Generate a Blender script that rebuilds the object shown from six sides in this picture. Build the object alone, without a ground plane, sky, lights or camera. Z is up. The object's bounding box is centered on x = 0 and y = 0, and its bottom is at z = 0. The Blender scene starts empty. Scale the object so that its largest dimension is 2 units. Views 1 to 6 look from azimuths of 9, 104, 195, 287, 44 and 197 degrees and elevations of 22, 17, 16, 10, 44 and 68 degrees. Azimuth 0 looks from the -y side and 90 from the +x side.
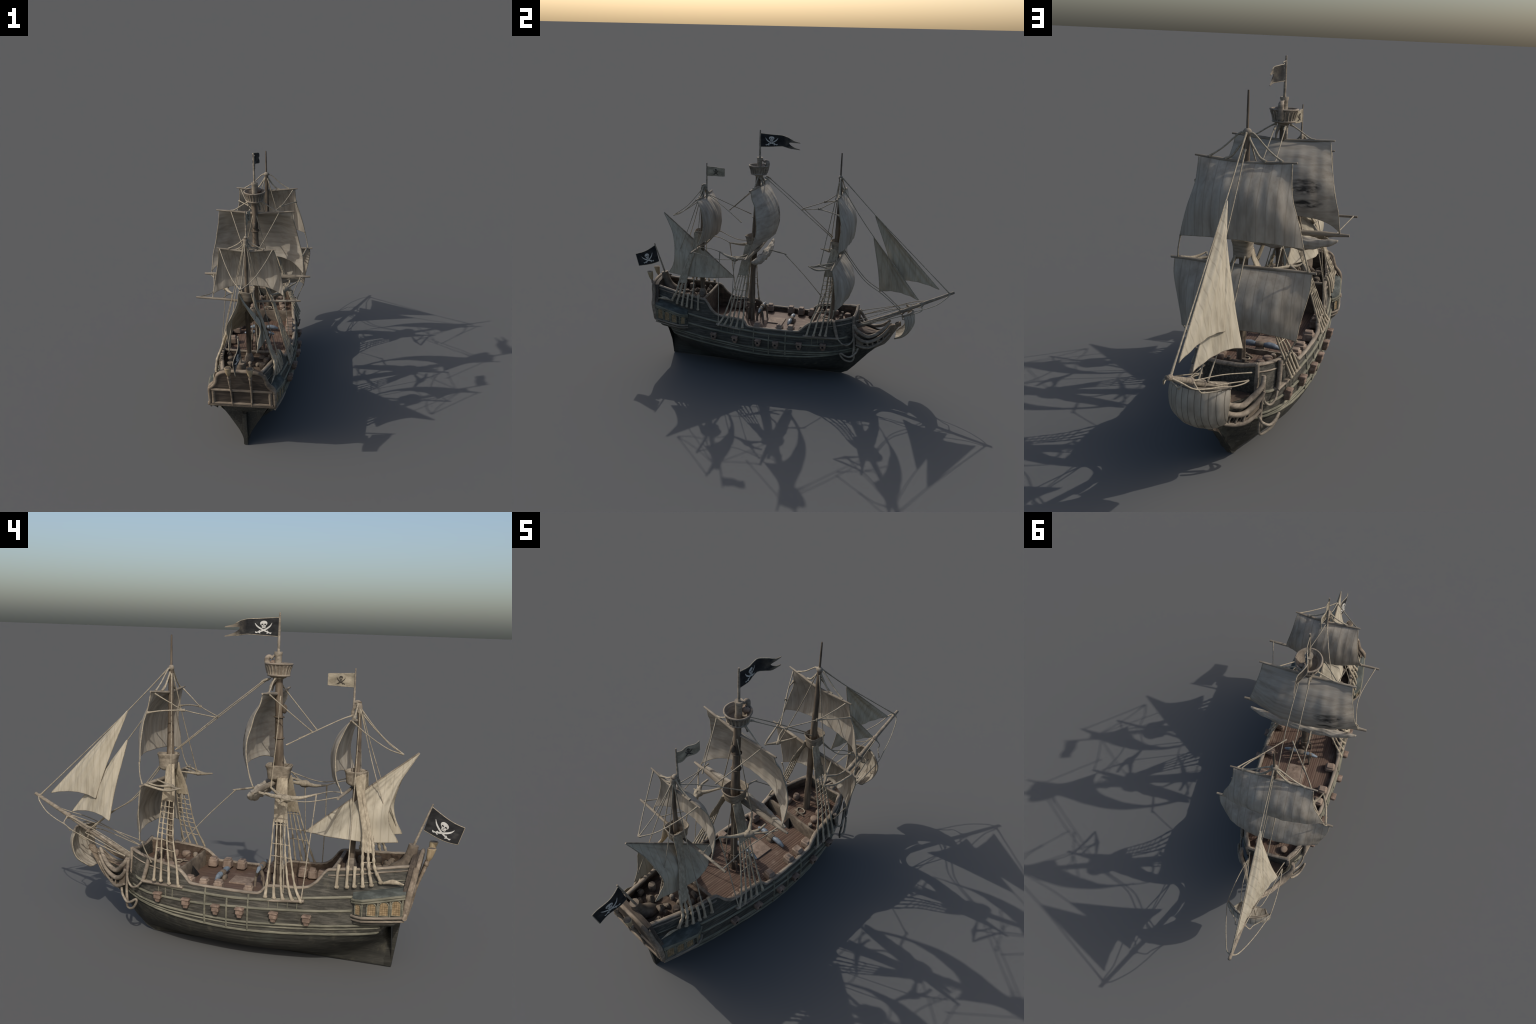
import bpy, bmesh, math, random
import numpy as np
from mathutils import Vector

random.seed(7)
RNG = np.random.default_rng(7)

# ------------------------------------------------------------------ helpers
def pchip(xs, ys, x):
    """monotone cubic interpolation (xs ascending)"""
    xs = np.asarray(xs, float); ys = np.asarray(ys, float); x = np.clip(np.asarray(x, float), xs[0], xs[-1])
    h = np.diff(xs); d = np.diff(ys) / h
    m = np.zeros_like(ys); m[0] = d[0]; m[-1] = d[-1]
    for i in range(1, len(xs) - 1):
        if d[i - 1] * d[i] > 0:
            w1 = 2 * h[i] + h[i - 1]; w2 = h[i] + 2 * h[i - 1]
            m[i] = (w1 + w2) / (w1 / d[i - 1] + w2 / d[i])
    k = np.clip(np.searchsorted(xs, x) - 1, 0, len(xs) - 2)
    t = (x - xs[k]) / h[k]
    return ((2*t**3 - 3*t**2 + 1) * ys[k] + (t**3 - 2*t**2 + t) * h[k] * m[k]
            + (-2*t**3 + 3*t**2) * ys[k+1] + (t**3 - t**2) * h[k] * m[k+1])

def curve_pts(pts, n):
    """smooth curve through control points, n samples"""
    p = np.asarray(pts, float)
    if len(p) == 2:
        t = np.linspace(0, 1, n)[:, None]
        return p[0] * (1 - t) + p[1] * t
    q = np.vstack([2 * p[0] - p[1], p, 2 * p[-1] - p[-2]])
    seg = np.linalg.norm(np.diff(p, axis=0), axis=1); acc = np.concatenate([[0], np.cumsum(seg)])
    out = []
    for s in np.linspace(0, acc[-1], n):
        i = min(max(np.searchsorted(acc, s) - 1, 0), len(seg) - 1)
        t = (s - acc[i]) / max(seg[i], 1e-9)
        a, b, c, d = q[i], q[i+1], q[i+2], q[i+3]
        out.append(0.5 * ((2*b) + (-a + c)*t + (2*a - 5*b + 4*c - d)*t*t + (-a + 3*b - 3*c + d)*t**3))
    return np.array(out)

ROOT = bpy.data.objects.new("sailing_ship", None)
bpy.context.scene.collection.objects.link(ROOT)
ROOT["label"] = "old three-masted wooden pirate ship with weathered sails"
ROOT["category"] = "sailing ship"

def add(name, verts, faces, mat, parent=ROOT, smooth=True, sharp=None):
    me = bpy.data.meshes.new(name)
    me.from_pydata([tuple(v) for v in verts], [], [tuple(f) for f in faces])
    bm = bmesh.new(); bm.from_mesh(me)
    bmesh.ops.remove_doubles(bm, verts=bm.verts, dist=1e-6)
    bmesh.ops.recalc_face_normals(bm, faces=bm.faces)
    if sharp is not None:
        a = math.radians(sharp)
        for e in bm.edges:
            if len(e.link_faces) == 2 and e.calc_face_angle(0) > a:
                e.smooth = False
    bm.to_mesh(me); bm.free()
    for p in me.polygons:
        p.use_smooth = smooth
    me.materials.append(mat)
    ob = bpy.data.objects.new(name, me)
    bpy.context.scene.collection.objects.link(ob)
    ob.parent = parent
    return ob

def mirror(ob, parent=None):
    c = ob.copy(); c.scale = (-1, 1, 1)
    if parent is not None: c.parent = parent
    bpy.context.scene.collection.objects.link(c)
    return c

def tube_geo(pts, rad, n=10, cap=True, off=0, flat=None, up=(0, 0, 1)):
    """sweep a round (or flattened) section along pts"""
    pts = np.asarray(pts, float); N = len(pts)
    rad = np.broadcast_to(np.asarray(rad, float), (N,))
    tan = np.gradient(pts, axis=0); tan /= np.maximum(np.linalg.norm(tan, axis=1), 1e-9)[:, None]
    u = np.array(up, float)
    if abs(tan[0] @ u) > 0.95: u = np.array([0, 1.0, 0]) if abs(tan[0][1]) < 0.9 else np.array([1.0, 0, 0])
    V = []; F = []
    a = np.cross(tan[0], u); a /= np.linalg.norm(a)
    fa, fb = flat if flat else (1, 1)
    for i in range(N):
        a = a - tan[i] * (a @ tan[i]); a /= np.linalg.norm(a)
        b = np.cross(tan[i], a)
        for k in range(n):
            th = 2 * math.pi * k / n
            V.append(pts[i] + rad[i] * (fa * a * math.cos(th) + fb * b * math.sin(th)))
    for i in range(N - 1):
        for k in range(n):
            k2 = (k + 1) % n
            F.append([off + i*n + k, off + i*n + k2, off + (i+1)*n + k2, off + (i+1)*n + k])
    if cap:
        F.append([off + k for k in range(n)][::-1]); F.append([off + (N-1)*n + k for k in range(n)])
    return V, F

def tube(name, pts, rad, mat, parent=ROOT, n=10, samples=None, flat=None, up=(0, 0, 1), wob=0.0, sharp=50):
    samples = samples or max(6, 6 * len(pts))
    p = curve_pts(pts, samples)
    r = np.interp(np.linspace(0, 1, samples), np.linspace(0, 1, len(np.atleast_1d(rad))), np.atleast_1d(rad)) if np.ndim(rad) else np.full(samples, rad)
    if wob:
        ph = RNG.random(3) * 6.28
        s = np.linspace(0, 1, samples)
        r = r * (1 + wob * (np.sin(s * 23 + ph[0]) + 0.6 * np.sin(s * 47 + ph[1])))
    V, F = tube_geo(p, r, n, flat=flat, up=up)
    return add(name, V, F, mat, parent, True, sharp)

def merge(list_geo):
    V = []; F = []
    for v, f in list_geo:
        o = len(V); V += list(v); F += [[i + o for i in q] for q in f]
    return V, F

def grid(nu, nv, fn, close_u=False):
    """fn(i,j)->point ; i along u (0..nu-1), j along v"""
    V = [fn(i, j) for j in range(nv) for i in range(nu)]
    F = []
    for j in range(nv - 1):
        for i in range(nu - (0 if close_u else 1)):
            i2 = (i + 1) % nu
            F.append([j*nu + i, j*nu + i2, (j+1)*nu + i2, (j+1)*nu + i])
    return V, F

def box_geo(c, s, taper=1.0, bev=0.15, rot=0.0):
    """soft block: centre c, half sizes s, top scaled by taper, corners chamfered"""
    cx, cy, cz = c; sx, sy, sz = s
    b = bev * min(s)
    rings = [(-sz, 1 - b / min(sx, sy)), (-sz + b, 1), (sz - b, taper), (sz, taper * (1 - b / min(sx, sy)))]
    V = []; F = []
    ca, sa = math.cos(rot), math.sin(rot)
    for z, k in rings:
        for (px, py) in [(-sx+b, -sy), (sx-b, -sy), (sx, -sy+b), (sx, sy-b), (sx-b, sy), (-sx+b, sy), (-sx, sy-b), (-sx, -sy+b)]:
            X = px * k; Y = py * k
            V.append((cx + X*ca - Y*sa, cy + X*sa + Y*ca, cz + z))
    for r in range(3):
        for k in range(8):
            F.append([r*8 + k, r*8 + (k+1) % 8, (r+1)*8 + (k+1) % 8, (r+1)*8 + k])
    F.append(list(range(8))[::-1]); F.append([24 + k for k in range(8)])
    return V, F

def blob_geo(c, s, n=16, m=10, lump=0.0, seed=0):
    rg = np.random.default_rng(seed); ph = rg.random(6) * 6.28
    V = []; F = []
    for j in range(m + 1):
        th = math.pi * j / m
        for i in range(n):
            p = 2 * math.pi * i / n
            k = 1 + lump * (math.sin(2*p + ph[0]) * math.sin(th*2 + ph[1]) + math.sin(3*p + ph[2]) * math.sin(th))
            V.append((c[0] + s[0]*k*math.sin(th)*math.cos(p), c[1] + s[1]*k*math.sin(th)*math.sin(p), c[2] + s[2]*k*math.cos(th)))
    for j in range(m):
        for i in range(n):
            F.append([j*n + i, j*n + (i+1) % n, (j+1)*n + (i+1) % n, (j+1)*n + i])
    return V, F

def lathe_geo(prof, axis_pts=None, n=20, c=(0, 0), lean=(0, 0)):
    """prof: (z, r) rows; closed"""
    V = []; F = []
    z0 = prof[0][0]
    for z, r in prof:
        ox = c[0] + lean[0] * (z - z0); oy = c[1] + lean[1] * (z - z0)
        for k in range(n):
            a = 2 * math.pi * k / n
            V.append((ox + r * math.cos(a), oy + r * math.sin(a), z))
    N = len(prof)
    for j in range(N - 1):
        for k in range(n):
            F.append([j*n + k, j*n + (k+1) % n, (j+1)*n + (k+1) % n, (j+1)*n + k])
    F.append(list(range(n))[::-1]); F.append([(N-1)*n + k for k in range(n)])
    return V, F

# ---------------------------------------------------------------- materials
def srgb(r, g, b):
    f = lambda c: (c/255/12.92) if c/255 <= 0.04045 else ((c/255 + 0.055)/1.055)**2.4
    return (f(r), f(g), f(b), 1)

class NT:
    def __init__(self, name):
        self.m = bpy.data.materials.new(name); self.m.use_nodes = True
        self.t = self.m.node_tree; self.n = self.t.nodes; self.l = self.t.links
        self.b = self.n["Principled BSDF"]
        self.tc = self.n.new("ShaderNodeTexCoord")
    def node(self, typ, **kw):
        nd = self.n.new(typ)
        for k, v in kw.items(): setattr(nd, k, v)
        return nd
    def set(self, sock, v):
        if hasattr(v, "links"): self.l.new(v, sock)
        else: sock.default_value = v
    def mapping(self, scale=(1, 1, 1), loc=(0, 0, 0), rot=(0, 0, 0)):
        mp = self.node("ShaderNodeMapping")
        mp.inputs["Scale"].default_value = scale; mp.inputs["Location"].default_value = loc; mp.inputs["Rotation"].default_value = rot
        self.l.new(self.tc.outputs["Object"], mp.inputs["Vector"]); return mp.outputs["Vector"]
    def noise(self, vec, scale=10, detail=4, rough=0.6, dist=0.0):
        t = self.node("ShaderNodeTexNoise"); self.l.new(vec, t.inputs["Vector"])
        t.inputs["Scale"].default_value = scale; t.inputs["Detail"].default_value = detail
        t.inputs["Roughness"].default_value = rough; t.inputs["Distortion"].default_value = dist
        return t.outputs["Fac"]
    def ramp(self, fac, stops):
        r = self.node("ShaderNodeValToRGB"); self.l.new(fac, r.inputs["Fac"])
        el = r.color_ramp.elements
        while len(el) < len(stops): el.new(0.5)
        for e, (p, c) in zip(el, stops):
            e.position = p; e.color = c if len(c) == 4 else (*c, 1)
        return r.outputs["Color"]
    def mixc(self, fac, a, b, mode="MIX"):
        mx = self.node("ShaderNodeMix", data_type="RGBA", blend_type=mode)
        self.set(mx.inputs["Factor"], fac); self.set(mx.inputs["A"], a); self.set(mx.inputs["B"], b)
        return [o for o in mx.outputs if o.type == "RGBA"][0]
    def math(self, op, a, b=0.0, c=None, clamp=False):
        m = self.node("ShaderNodeMath", operation=op, use_clamp=clamp)
        self.set(m.inputs[0], a); self.set(m.inputs[1], b)
        if c is not None: self.set(m.inputs[2], c)
        return m.outputs[0]
    def sep(self):
        s = self.node("ShaderNodeSeparateXYZ"); self.l.new(self.tc.outputs["Object"], s.inputs[0]); return s.outputs
    def bump(self, h, strength=0.3, dist=0.002):
        b = self.node("ShaderNodeBump"); self.l.new(h, b.inputs["Height"])
        b.inputs["Strength"].default_value = strength; b.inputs["Distance"].default_value = dist
        self.l.new(b.outputs["Normal"], self.b.inputs["Normal"])
    def done(self, col, rough=0.8, spec=0.25):
        self.set(self.b.inputs["Base Color"], col)
        self.b.inputs["Roughness"].default_value = rough
        self.b.inputs["Specular IOR Level"].default_value = spec
        return self.m

BLK = (0, 0, 0, 1); WHT = (1, 1, 1, 1)

def wood(name, dark, mid, light, stretch=(1, 0.12, 1), scale=60, bump=0.35, rough=0.8):
    t = NT(name)
    v = t.mapping(stretch)
    n1 = t.noise(v, scale, 5, 0.65, 0.3)
    c = t.ramp(n1, [(0.25, dark), (0.5, mid), (0.78, light)])
    n2 = t.noise(t.mapping((1, 1, 1)), 9, 4, 0.6)
    c = t.mixc(t.math("MULTIPLY", t.math("SUBTRACT", n2, 0.42, clamp=True), 2.2, clamp=True), c, dark)
    t.bump(n1, bump, 0.0015)
    return t.done(c, rough)

M_RAIL = wood("weathered_rail_wood", srgb(88, 80, 70), srgb(132, 121, 107), srgb(168, 156, 138), (1, 0.15, 1), 70)
M_SPAR = wood("weathered_spar_wood", srgb(92, 84, 73), srgb(136, 126, 111), srgb(172, 162, 145), (0.12, 0.6, 1), 70)
M_MAST = wood("mast_wood", srgb(62, 54, 46), srgb(100, 89, 76), srgb(140, 126, 108), (1, 1, 0.1), 80)
M_ROPE = wood("rope_fibre", srgb(112, 104, 90), srgb(150, 140, 122), srgb(180, 170, 150), (1, 1, 1), 120, 0.2)
M_SHROUD = wood("shroud_rope", srgb(116, 106, 90), srgb(156, 145, 125), srgb(190, 178, 156), (1, 1, 0.4), 90, 0.3)
M_BULW = wood("bulwark_wood", srgb(58, 48, 41), srgb(92, 78, 66), srgb(122, 106, 90), (1, 0.15, 1), 60)
M_CRATE = wood("crate_wood", srgb(92, 79, 69), srgb(130, 113, 99), srgb(160, 144, 127), (0.6, 0.6, 0.6), 60)
M_CLUT = wood("deck_gear_wood", srgb(70, 62, 54), srgb(108, 97, 84), srgb(140, 128, 112), (0.6, 0.6, 0.6), 50)
M_PORT = wood("gun_port_wood", srgb(80, 67, 58), srgb(126, 107, 93), srgb(160, 140, 124), (1, 1, 1), 60)
M_WALE = wood("wale_wood", srgb(74, 74, 64), srgb(112, 109, 94), srgb(146, 140, 122), (1, 0.08, 1), 80)
M_TRANS = wood("transom_frame_wood", srgb(84, 74, 63), srgb(126, 113, 97), srgb(158, 144, 126), (0.3, 1, 1), 60)
M_PANEL = wood("transom_panel_wood", srgb(48, 42, 36), srgb(78, 69, 60), srgb(106, 95, 83), (0.08, 1, 1), 110, 0.6)
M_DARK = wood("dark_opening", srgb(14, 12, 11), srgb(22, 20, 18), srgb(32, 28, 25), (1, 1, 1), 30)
M_BLUE = wood("blue_painted_metal", srgb(70, 79, 87), srgb(106, 116, 125), srgb(148, 155, 161), (1, 1, 1), 40, 0.1, 0.4)  # blue greyed down in the base colour, since skylight adds its own tint
M_ROOF = wood("gallery_roof_slate", srgb(50, 53, 50), srgb(74, 78, 74), srgb(104, 109, 103), (1, 0.3, 0.3), 60)
M_PALE = wood("lantern_horn", srgb(130, 112, 86), srgb(164, 146, 116), srgb(190, 176, 148), (1, 1, 0.3), 60)

def hull_material():
    t = NT("hull_planking")
    s = t.sep()
    v = t.mapping((1, 0.06, 1))
    n1 = t.noise(v, 110, 5, 0.7, 0.2)
    upper = t.ramp(n1, [(0.25, srgb(38, 37, 33)), (0.48, srgb(63, 61, 55)), (0.72, srgb(97, 93, 84))])  # base tones warmed to offset blue skylight on the shaded side
    low = t.ramp(n1, [(0.3, srgb(38, 38, 34)), (0.55, srgb(55, 54, 49)), (0.75, srgb(74, 72, 66))])
    # waterline: painted bottom begins below the lowest wale, which rises to both ends
    y2 = t.math("POWER", t.math("ABSOLUTE", t.math("ADD", s["Y"], 0.07)), 2.0)
    wl = t.math("ADD", t.math("MULTIPLY", y2, 0.14), 0.148)
    f = t.math("MULTIPLY", t.math("SUBTRACT", s["Z"], wl), 400, clamp=True)
    c = t.mixc(f, low, upper)
    n2 = t.noise(t.mapping((1, 1, 1)), 7, 5, 0.65)
    moss = t.math("MULTIPLY", t.math("SUBTRACT", n2, 0.56, clamp=True), 4.0, clamp=True)
    c = t.mixc(t.math("MULTIPLY", moss, 0.4), c, srgb(88, 94, 86))
    n3 = t.noise(t.mapping((1, 0.5, 0.2)), 40, 4, 0.6)
    dirt = t.math("MULTIPLY", t.math("SUBTRACT", n3, 0.58, clamp=True), 4.0, clamp=True)
    c = t.mixc(t.math("MULTIPLY", dirt, 0.45), c, srgb(112, 106, 90))
    t.bump(n1, 0.5, 0.002)
    return t.done(c, 0.75)
M_HULL = hull_material()

def deck_material():
    t = NT("deck_planking")
    s = t.sep()
    v = t.mapping((1, 0.05, 1))
    n1 = t.noise(v, 120, 5, 0.65)
    c = t.ramp(n1, [(0.25, srgb(64, 51, 43)), (0.5, srgb(94, 77, 65)), (0.75, srgb(120, 101, 87))])
    # plank seams every 1.1 cm
    w = t.math("PINGPONG", t.math("MULTIPLY", s["X"], 90.0), 0.5)
    seam = t.math("LESS_THAN", w, 0.07)
    c = t.mixc(t.math("MULTIPLY", seam, 0.6), c, srgb(58, 42, 36))
    pl = t.math("FLOOR", t.math("MULTIPLY", s["X"], 90.0))
    wn = t.node("ShaderNodeTexWhiteNoise", noise_dimensions="1D"); t.l.new(pl, wn.inputs["W"])
    c = t.mixc(t.math("MULTIPLY", wn.outputs["Value"], 0.35), c, srgb(92, 68, 58))
    n2 = t.noise(t.mapping((1, 1, 1)), 8, 4, 0.6)
    worn = t.math("MULTIPLY", t.math("SUBTRACT", n2, 0.57, clamp=True), 4.0, clamp=True)
    c = t.mixc(t.math("MULTIPLY", worn, 0.7), c, srgb(156, 140, 124))
    t.bump(w, 0.5, 0.003)
    return t.done(c, 0.7)
M_DECK = deck_material()

def sail_material(name, dark, mid, light, seams=26, mark=False, stripes="X", seam_f=0.35):
    t = NT(name)
    s = t.sep()
    v = t.mapping((1, 1, 0.12) if stripes != "Z" else (0.12, 1, 1))
    n1 = t.noise(v, 34, 6, 0.62, 0.15)
    c = t.ramp(n1, [(0.18, dark), (0.46, mid), (0.80, light)])
    n2 = t.noise(t.mapping((1, 1, 1)), 11, 5, 0.65)
    c = t.mixc(t.math("MULTIPLY", t.math("SUBTRACT", n2, 0.5, clamp=True), 1.1, clamp=True), c, dark)
    ax = s["Z"] if stripes == "Z" else s["X"] if stripes == "X" else s["Y"]
    w = t.math("PINGPONG", t.math("ADD", t.math("MULTIPLY", ax, seams), t.math("MULTIPLY", n2, 0.16)), 0.5)
    seam = t.math("LESS_THAN", w, 0.06)
    c = t.mixc(t.math("MULTIPLY", seam, seam_f), c, dark)
    if mark:
        # faded painted emblem: dark smudge with two broken bands, low on one half of the sail
        def band(cx, cz, rx, rz):
            a = t.math("DIVIDE", t.math("SUBTRACT", s["X"], cx), rx)
            b = t.math("DIVIDE", t.math("SUBTRACT", s["Z"], cz), rz)
            d = t.math("ADD", t.math("MULTIPLY", a, a), t.math("MULTIPLY", b, b))
            return t.math("SUBTRACT", 1.0, d, clamp=True)
        k = t.math("MAXIMUM", band(-0.125, 0.972, 0.070, 0.038), band(-0.138, 0.903, 0.066, 0.021))
        nn = t.noise(t.mapping((0.5, 0.3, 1.6), rot=(0, 0.45, 0)), 40, 3, 0.55, 0.5)
        k = t.math("MULTIPLY", t.math("MULTIPLY", k, 1.7, clamp=True), t.math("MULTIPLY", t.math("SUBTRACT", nn, 0.33), 3.6, clamp=True), clamp=True)
        gm = t.node('ShaderNodeNewGeometry'); sn = t.node('ShaderNodeSeparateXYZ'); t.l.new(gm.outputs['Normal'], sn.inputs[0])
        k = t.math('MULTIPLY', k, t.math('GREATER_THAN', sn.outputs['Y'], 0.0))
        c = t.mixc(t.math('MULTIPLY', k, .88), c, srgb(30, 30, 31))
    t.bump(n1, 0.25, 0.003)
    m = t.done(c, 0.9, 0.1)
    tr = t.node("ShaderNodeBsdfTranslucent"); t.set(tr.inputs["Color"], c)
    mx = t.node("ShaderNodeMixShader"); mx.inputs["Fac"].default_value = 0.12
    t.l.new(t.b.outputs[0], mx.inputs[1]); t.l.new(tr.outputs[0], mx.inputs[2])
    t.l.new(mx.outputs[0], t.n["Material Output"].inputs["Surface"])
    return m
SD, SM, SL = srgb(126, 117, 104), srgb(162, 153, 139), srgb(186, 178, 164)
M_SAIL = sail_material("square_sail_canvas", SD, SM, SL, 30)
M_SAILM = sail_material("marked_sail_canvas", SD, SM, SL, 16, True, "Z", 0.2)
M_JIB = sail_material("staysail_canvas", srgb(138, 129, 112), srgb(176, 167, 148), srgb(196, 187, 168), 30, False, "Y")
M_SPRIT = sail_material("sprit_sail_canvas", srgb(96, 88, 77), srgb(158, 149, 134), srgb(184, 176, 161), 44, False, "X", 0.7)
M_FURL = sail_material("furled_canvas", SD, SM, SL, 8, False, "X", 0.1)

def cloth(name, a, b, edge):
    t = NT(name)
    n = t.noise(t.mapping((1, 0.5, 1)), 45, 4, 0.6)
    return t.done(t.ramp(n, [(0.35, a), (0.62, b), (0.8, edge)]), 0.85, 0.15)
M_FLAG = cloth("black_flag_cloth", srgb(32, 32, 33), srgb(48, 48, 48), srgb(72, 71, 69))
def pennant_material():
    t = NT("pennant_cloth")
    n = t.noise(t.mapping((1, 0.5, 1)), 45, 4, 0.6)
    c = t.ramp(n, [(0.35, srgb(32, 32, 33)), (0.62, srgb(48, 48, 48)), (0.8, srgb(72, 71, 69))])
    s = t.sep()
    k = t.math("MULTIPLY", t.math("ADD", s["Y"], 0.05), 11.0, clamp=True)  # tan highlights on the tail painted in as a gradient along Y
    k = t.math("MULTIPLY", k, t.math("MULTIPLY", t.math("SUBTRACT", t.noise(t.mapping((1, .6, 1)), 30, 3), 0.34), 4.0, clamp=True))
    return t.done(t.mixc(t.math("MULTIPLY", k, .8), c, srgb(138, 128, 112)), 0.85, 0.15)
M_PENN = pennant_material()
M_FLAGT = cloth("tan_flag_cloth", srgb(120, 112, 96), srgb(156, 147, 128), srgb(176, 166, 146))
M_WHITE = cloth("white_paint", srgb(170, 168, 162), srgb(198, 196, 190), srgb(216, 214, 209))
M_INK = cloth("faded_dark_paint", srgb(52, 48, 44), srgb(70, 64, 58), srgb(90, 84, 76))

def pane_material():
    t = NT("window_lattice")
    s = t.sep()
    v = t.mapping((1, 1, 1))
    n = t.noise(v, 60, 3)
    c = t.ramp(n, [(0.3, srgb(104, 90, 66)), (0.55, srgb(142, 122, 92)), (0.8, srgb(172, 152, 120))])
    for ax, k in (("Y", 110.0), ("Z", 110.0)):
        w = t.math("PINGPONG", t.math("MULTIPLY", s[ax], k), 0.5)
        c = t.mixc(t.math("MULTIPLY", t.math("LESS_THAN", w, 0.1), 0.6), c, srgb(78, 58, 36))
    return t.done(c, 0.6)
M_PANE = pane_material()

# ------------------------------------------------------------------- hull
ZC = [0, .02, .05, .10, .15, .20, .23, .28, .33, .40, .50]
SECT = [  # y, half breadths at ZC
    (-.81, [.010, .010, .010, .010, .010, .010, .060, .148, .146, .126, .094]),
    (-.77, [.010, .010, .010, .010, .010, .012, .100, .151, .150, .132, .100]),
    (-.74, [.010, .010, .010, .010, .011, .024, .112, .154, .153, .138, .106]),
    (-.70, [.012, .012, .013, .022, .066, .134, .152, .158, .156, .144, .112]),
    (-.60, [.012, .015, .026, .074, .142, .168, .171, .172, .168, .158, .134]),
    (-.40, [.013, .036, .094, .156, .184, .192, .195, .194, .188, .174, .155]),
    (-.12, [.014, .060, .130, .186, .205, .211, .212, .208, .198, .180, .160]),
    (.13,  [.013, .048, .110, .165, .187, .194, .196, .193, .184, .170, .150]),
    (.27,  [.012, .028, .074, .128, .156, .170, .174, .175, .170, .160, .140]),
    (.37,  [.010, .014, .046, .090, .120, .136, .143, .146, .144, .136, .120]),
    (.431, [.001, .001, .012, .048, .082, .101, .108, .112, .112, .106, .100]),
    (.50,  [.001, .001, .001, .001, .026, .056, .065, .073, .076, .075, .070]),
    (.56,  [.001, .001, .001, .001, .001, .012, .022, .032, .036, .035, .035]),
    (.61,  [.001, .001, .001, .001, .001, .001, .008, .012, .014, .014, .014])]
SY = [s[0] for s in SECT]
SX = np.array([s[1] for s in SECT])
def breadth(y, z):
    col = np.array([pchip(SY, SX[:, k], y) for k in range(len(ZC))])
    return float(pchip(ZC, col, z))
RAILY = [-.81, -.625, -.505, -.478, -.462, -.45, -.43, -.40, -.375, -.24, -.218, -.200, -.185, -.12, .04, .112, .132, .150, .185, .26, .324, .431]
RAILZ = [.482, .458, .447, .443, .430, .413, .388, .367, .360, .352, .344, .322, .316, .314, .314, .315, .328, .346, .370, .383, .391, .410]
def rail_z(y): return float(pchip(RAILY, RAILZ, y)) if y <= .431 else .305
STEMY = [.354, .397, .44, .482, .523, .564, .616]
STEMZ = [0, .02, .062, .11, .157, .195, .228]
def keel_z(y):
    if y < -.7405: return float(np.interp(-y, [.7405, .765, .79, .81], [.205, .236, .270, .284]))
    if y > .354: return float(pchip(STEMY, STEMZ, y))
    return 0.0
def pl(table):
    ys = [a for a, _ in table]; zs = [b for _, b in table]
    return lambda y: float(pchip(ys, zs, y))
W1 = pl([(-.60, .346), (-.486, .332), (-.39, .320), (-.2, .293), (0, .285), (.152, .285), (.35, .287), (.43, .300)])
W2 = pl([(-.60, .289), (-.437, .271), (-.22, .256), (-.05, .247), (.04, .240), (.144, .237), (.315, .238), (.43, .252)])
W3 = pl([(-.71, .238), (-.44, .207), (-.22, .192), (-.05, .186), (.2, .190), (.356, .202), (.46, .218)])
W4 = pl([(-.70, .197), (-.49, .174), (-.3, .158), (-.05, .149), (.04, .152), (.2, .161), (.35, .182), (.47, .207)])

def plank_groove(y, z):
    # strakes about 1.6 cm wide, following the wales; shallow V grooves between
    p = (z - W4(min(max(y, -.7), .45))) / 0.0165
    f = abs((p % 1.0) - 0.5) * 2
    return -0.0018 * max(0.0, (f - 0.72) / 0.28)

ys = np.unique(np.concatenate([np.linspace(-.802, .431, 250), [-.7404, -.7406], np.linspace(.4315, .61, 34), np.array(RAILY[1:])]))
NZ = 84
def hull_side():
    V = []; F = []
    for y in ys:
        z0, z1 = keel_z(y), rail_z(y)
        col = np.array([pchip(SY, SX[:, k], y) for k in range(len(ZC))])
        for j in range(NZ):
            z = z0 + (z1 - z0) * j / (NZ - 1)
            x = float(pchip(ZC, col, z))
            if j == 0: x = min(x, .006) if y > -.7405 else 0.0
            elif y < -.7405: x = x * min(1, j / 10) ** 0.5
            g = plank_groove(y, z) if z > z0 + .02 else 0
            V.append((max(x + g, 0), y, z))
    n = len(ys)
    for i in range(n - 1):
        for j in range(NZ - 1):
            F.append([i*NZ + j, (i+1)*NZ + j, (i+1)*NZ + j+1, i*NZ + j+1])
    return V, F
V, F = hull_side()
Vm = [(-x, y, z) for x, y, z in V]; Fm = [f[::-1] for f in F]
hull = add("hull", *merge([(V, F), (Vm, Fm)]), M_HULL, sharp=40)

# bottom closing strip + keel, sternpost and rudder, stem
ky = list(np.linspace(-.735, .36, 30)) + [.40, .44, .482, .523, .56, .60]
kz = [0.0] * 30 + [.019, .060, .108, .155, .190, .218]
kp = [(0, y, z) for y, z in zip(ky, kz)]
def keel_geo():
    V = []; F = []
    hx = .010
    for y, z in zip(ky, kz):
        lift = .030 if y < .35 else .03 + (y - .35) * .15
        V += [(-hx, y, z + lift), (-hx, y, z + .001), (-hx*.6, y, z), (hx*.6, y, z), (hx, y, z + .001), (hx, y, z + lift)]
    n = len(ky)
    for i in range(n - 1):
        for k in range(6):
            F.append([i*6 + k, i*6 + (k+1) % 6, (i+1)*6 + (k+1) % 6, (i+1)*6 + k])
    F.append(list(range(6))); F.append([(n-1)*6 + k for k in range(6)][::-1])
    return V, F
add("keel", *keel_geo(), M_HULL, hull, sharp=40)
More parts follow.
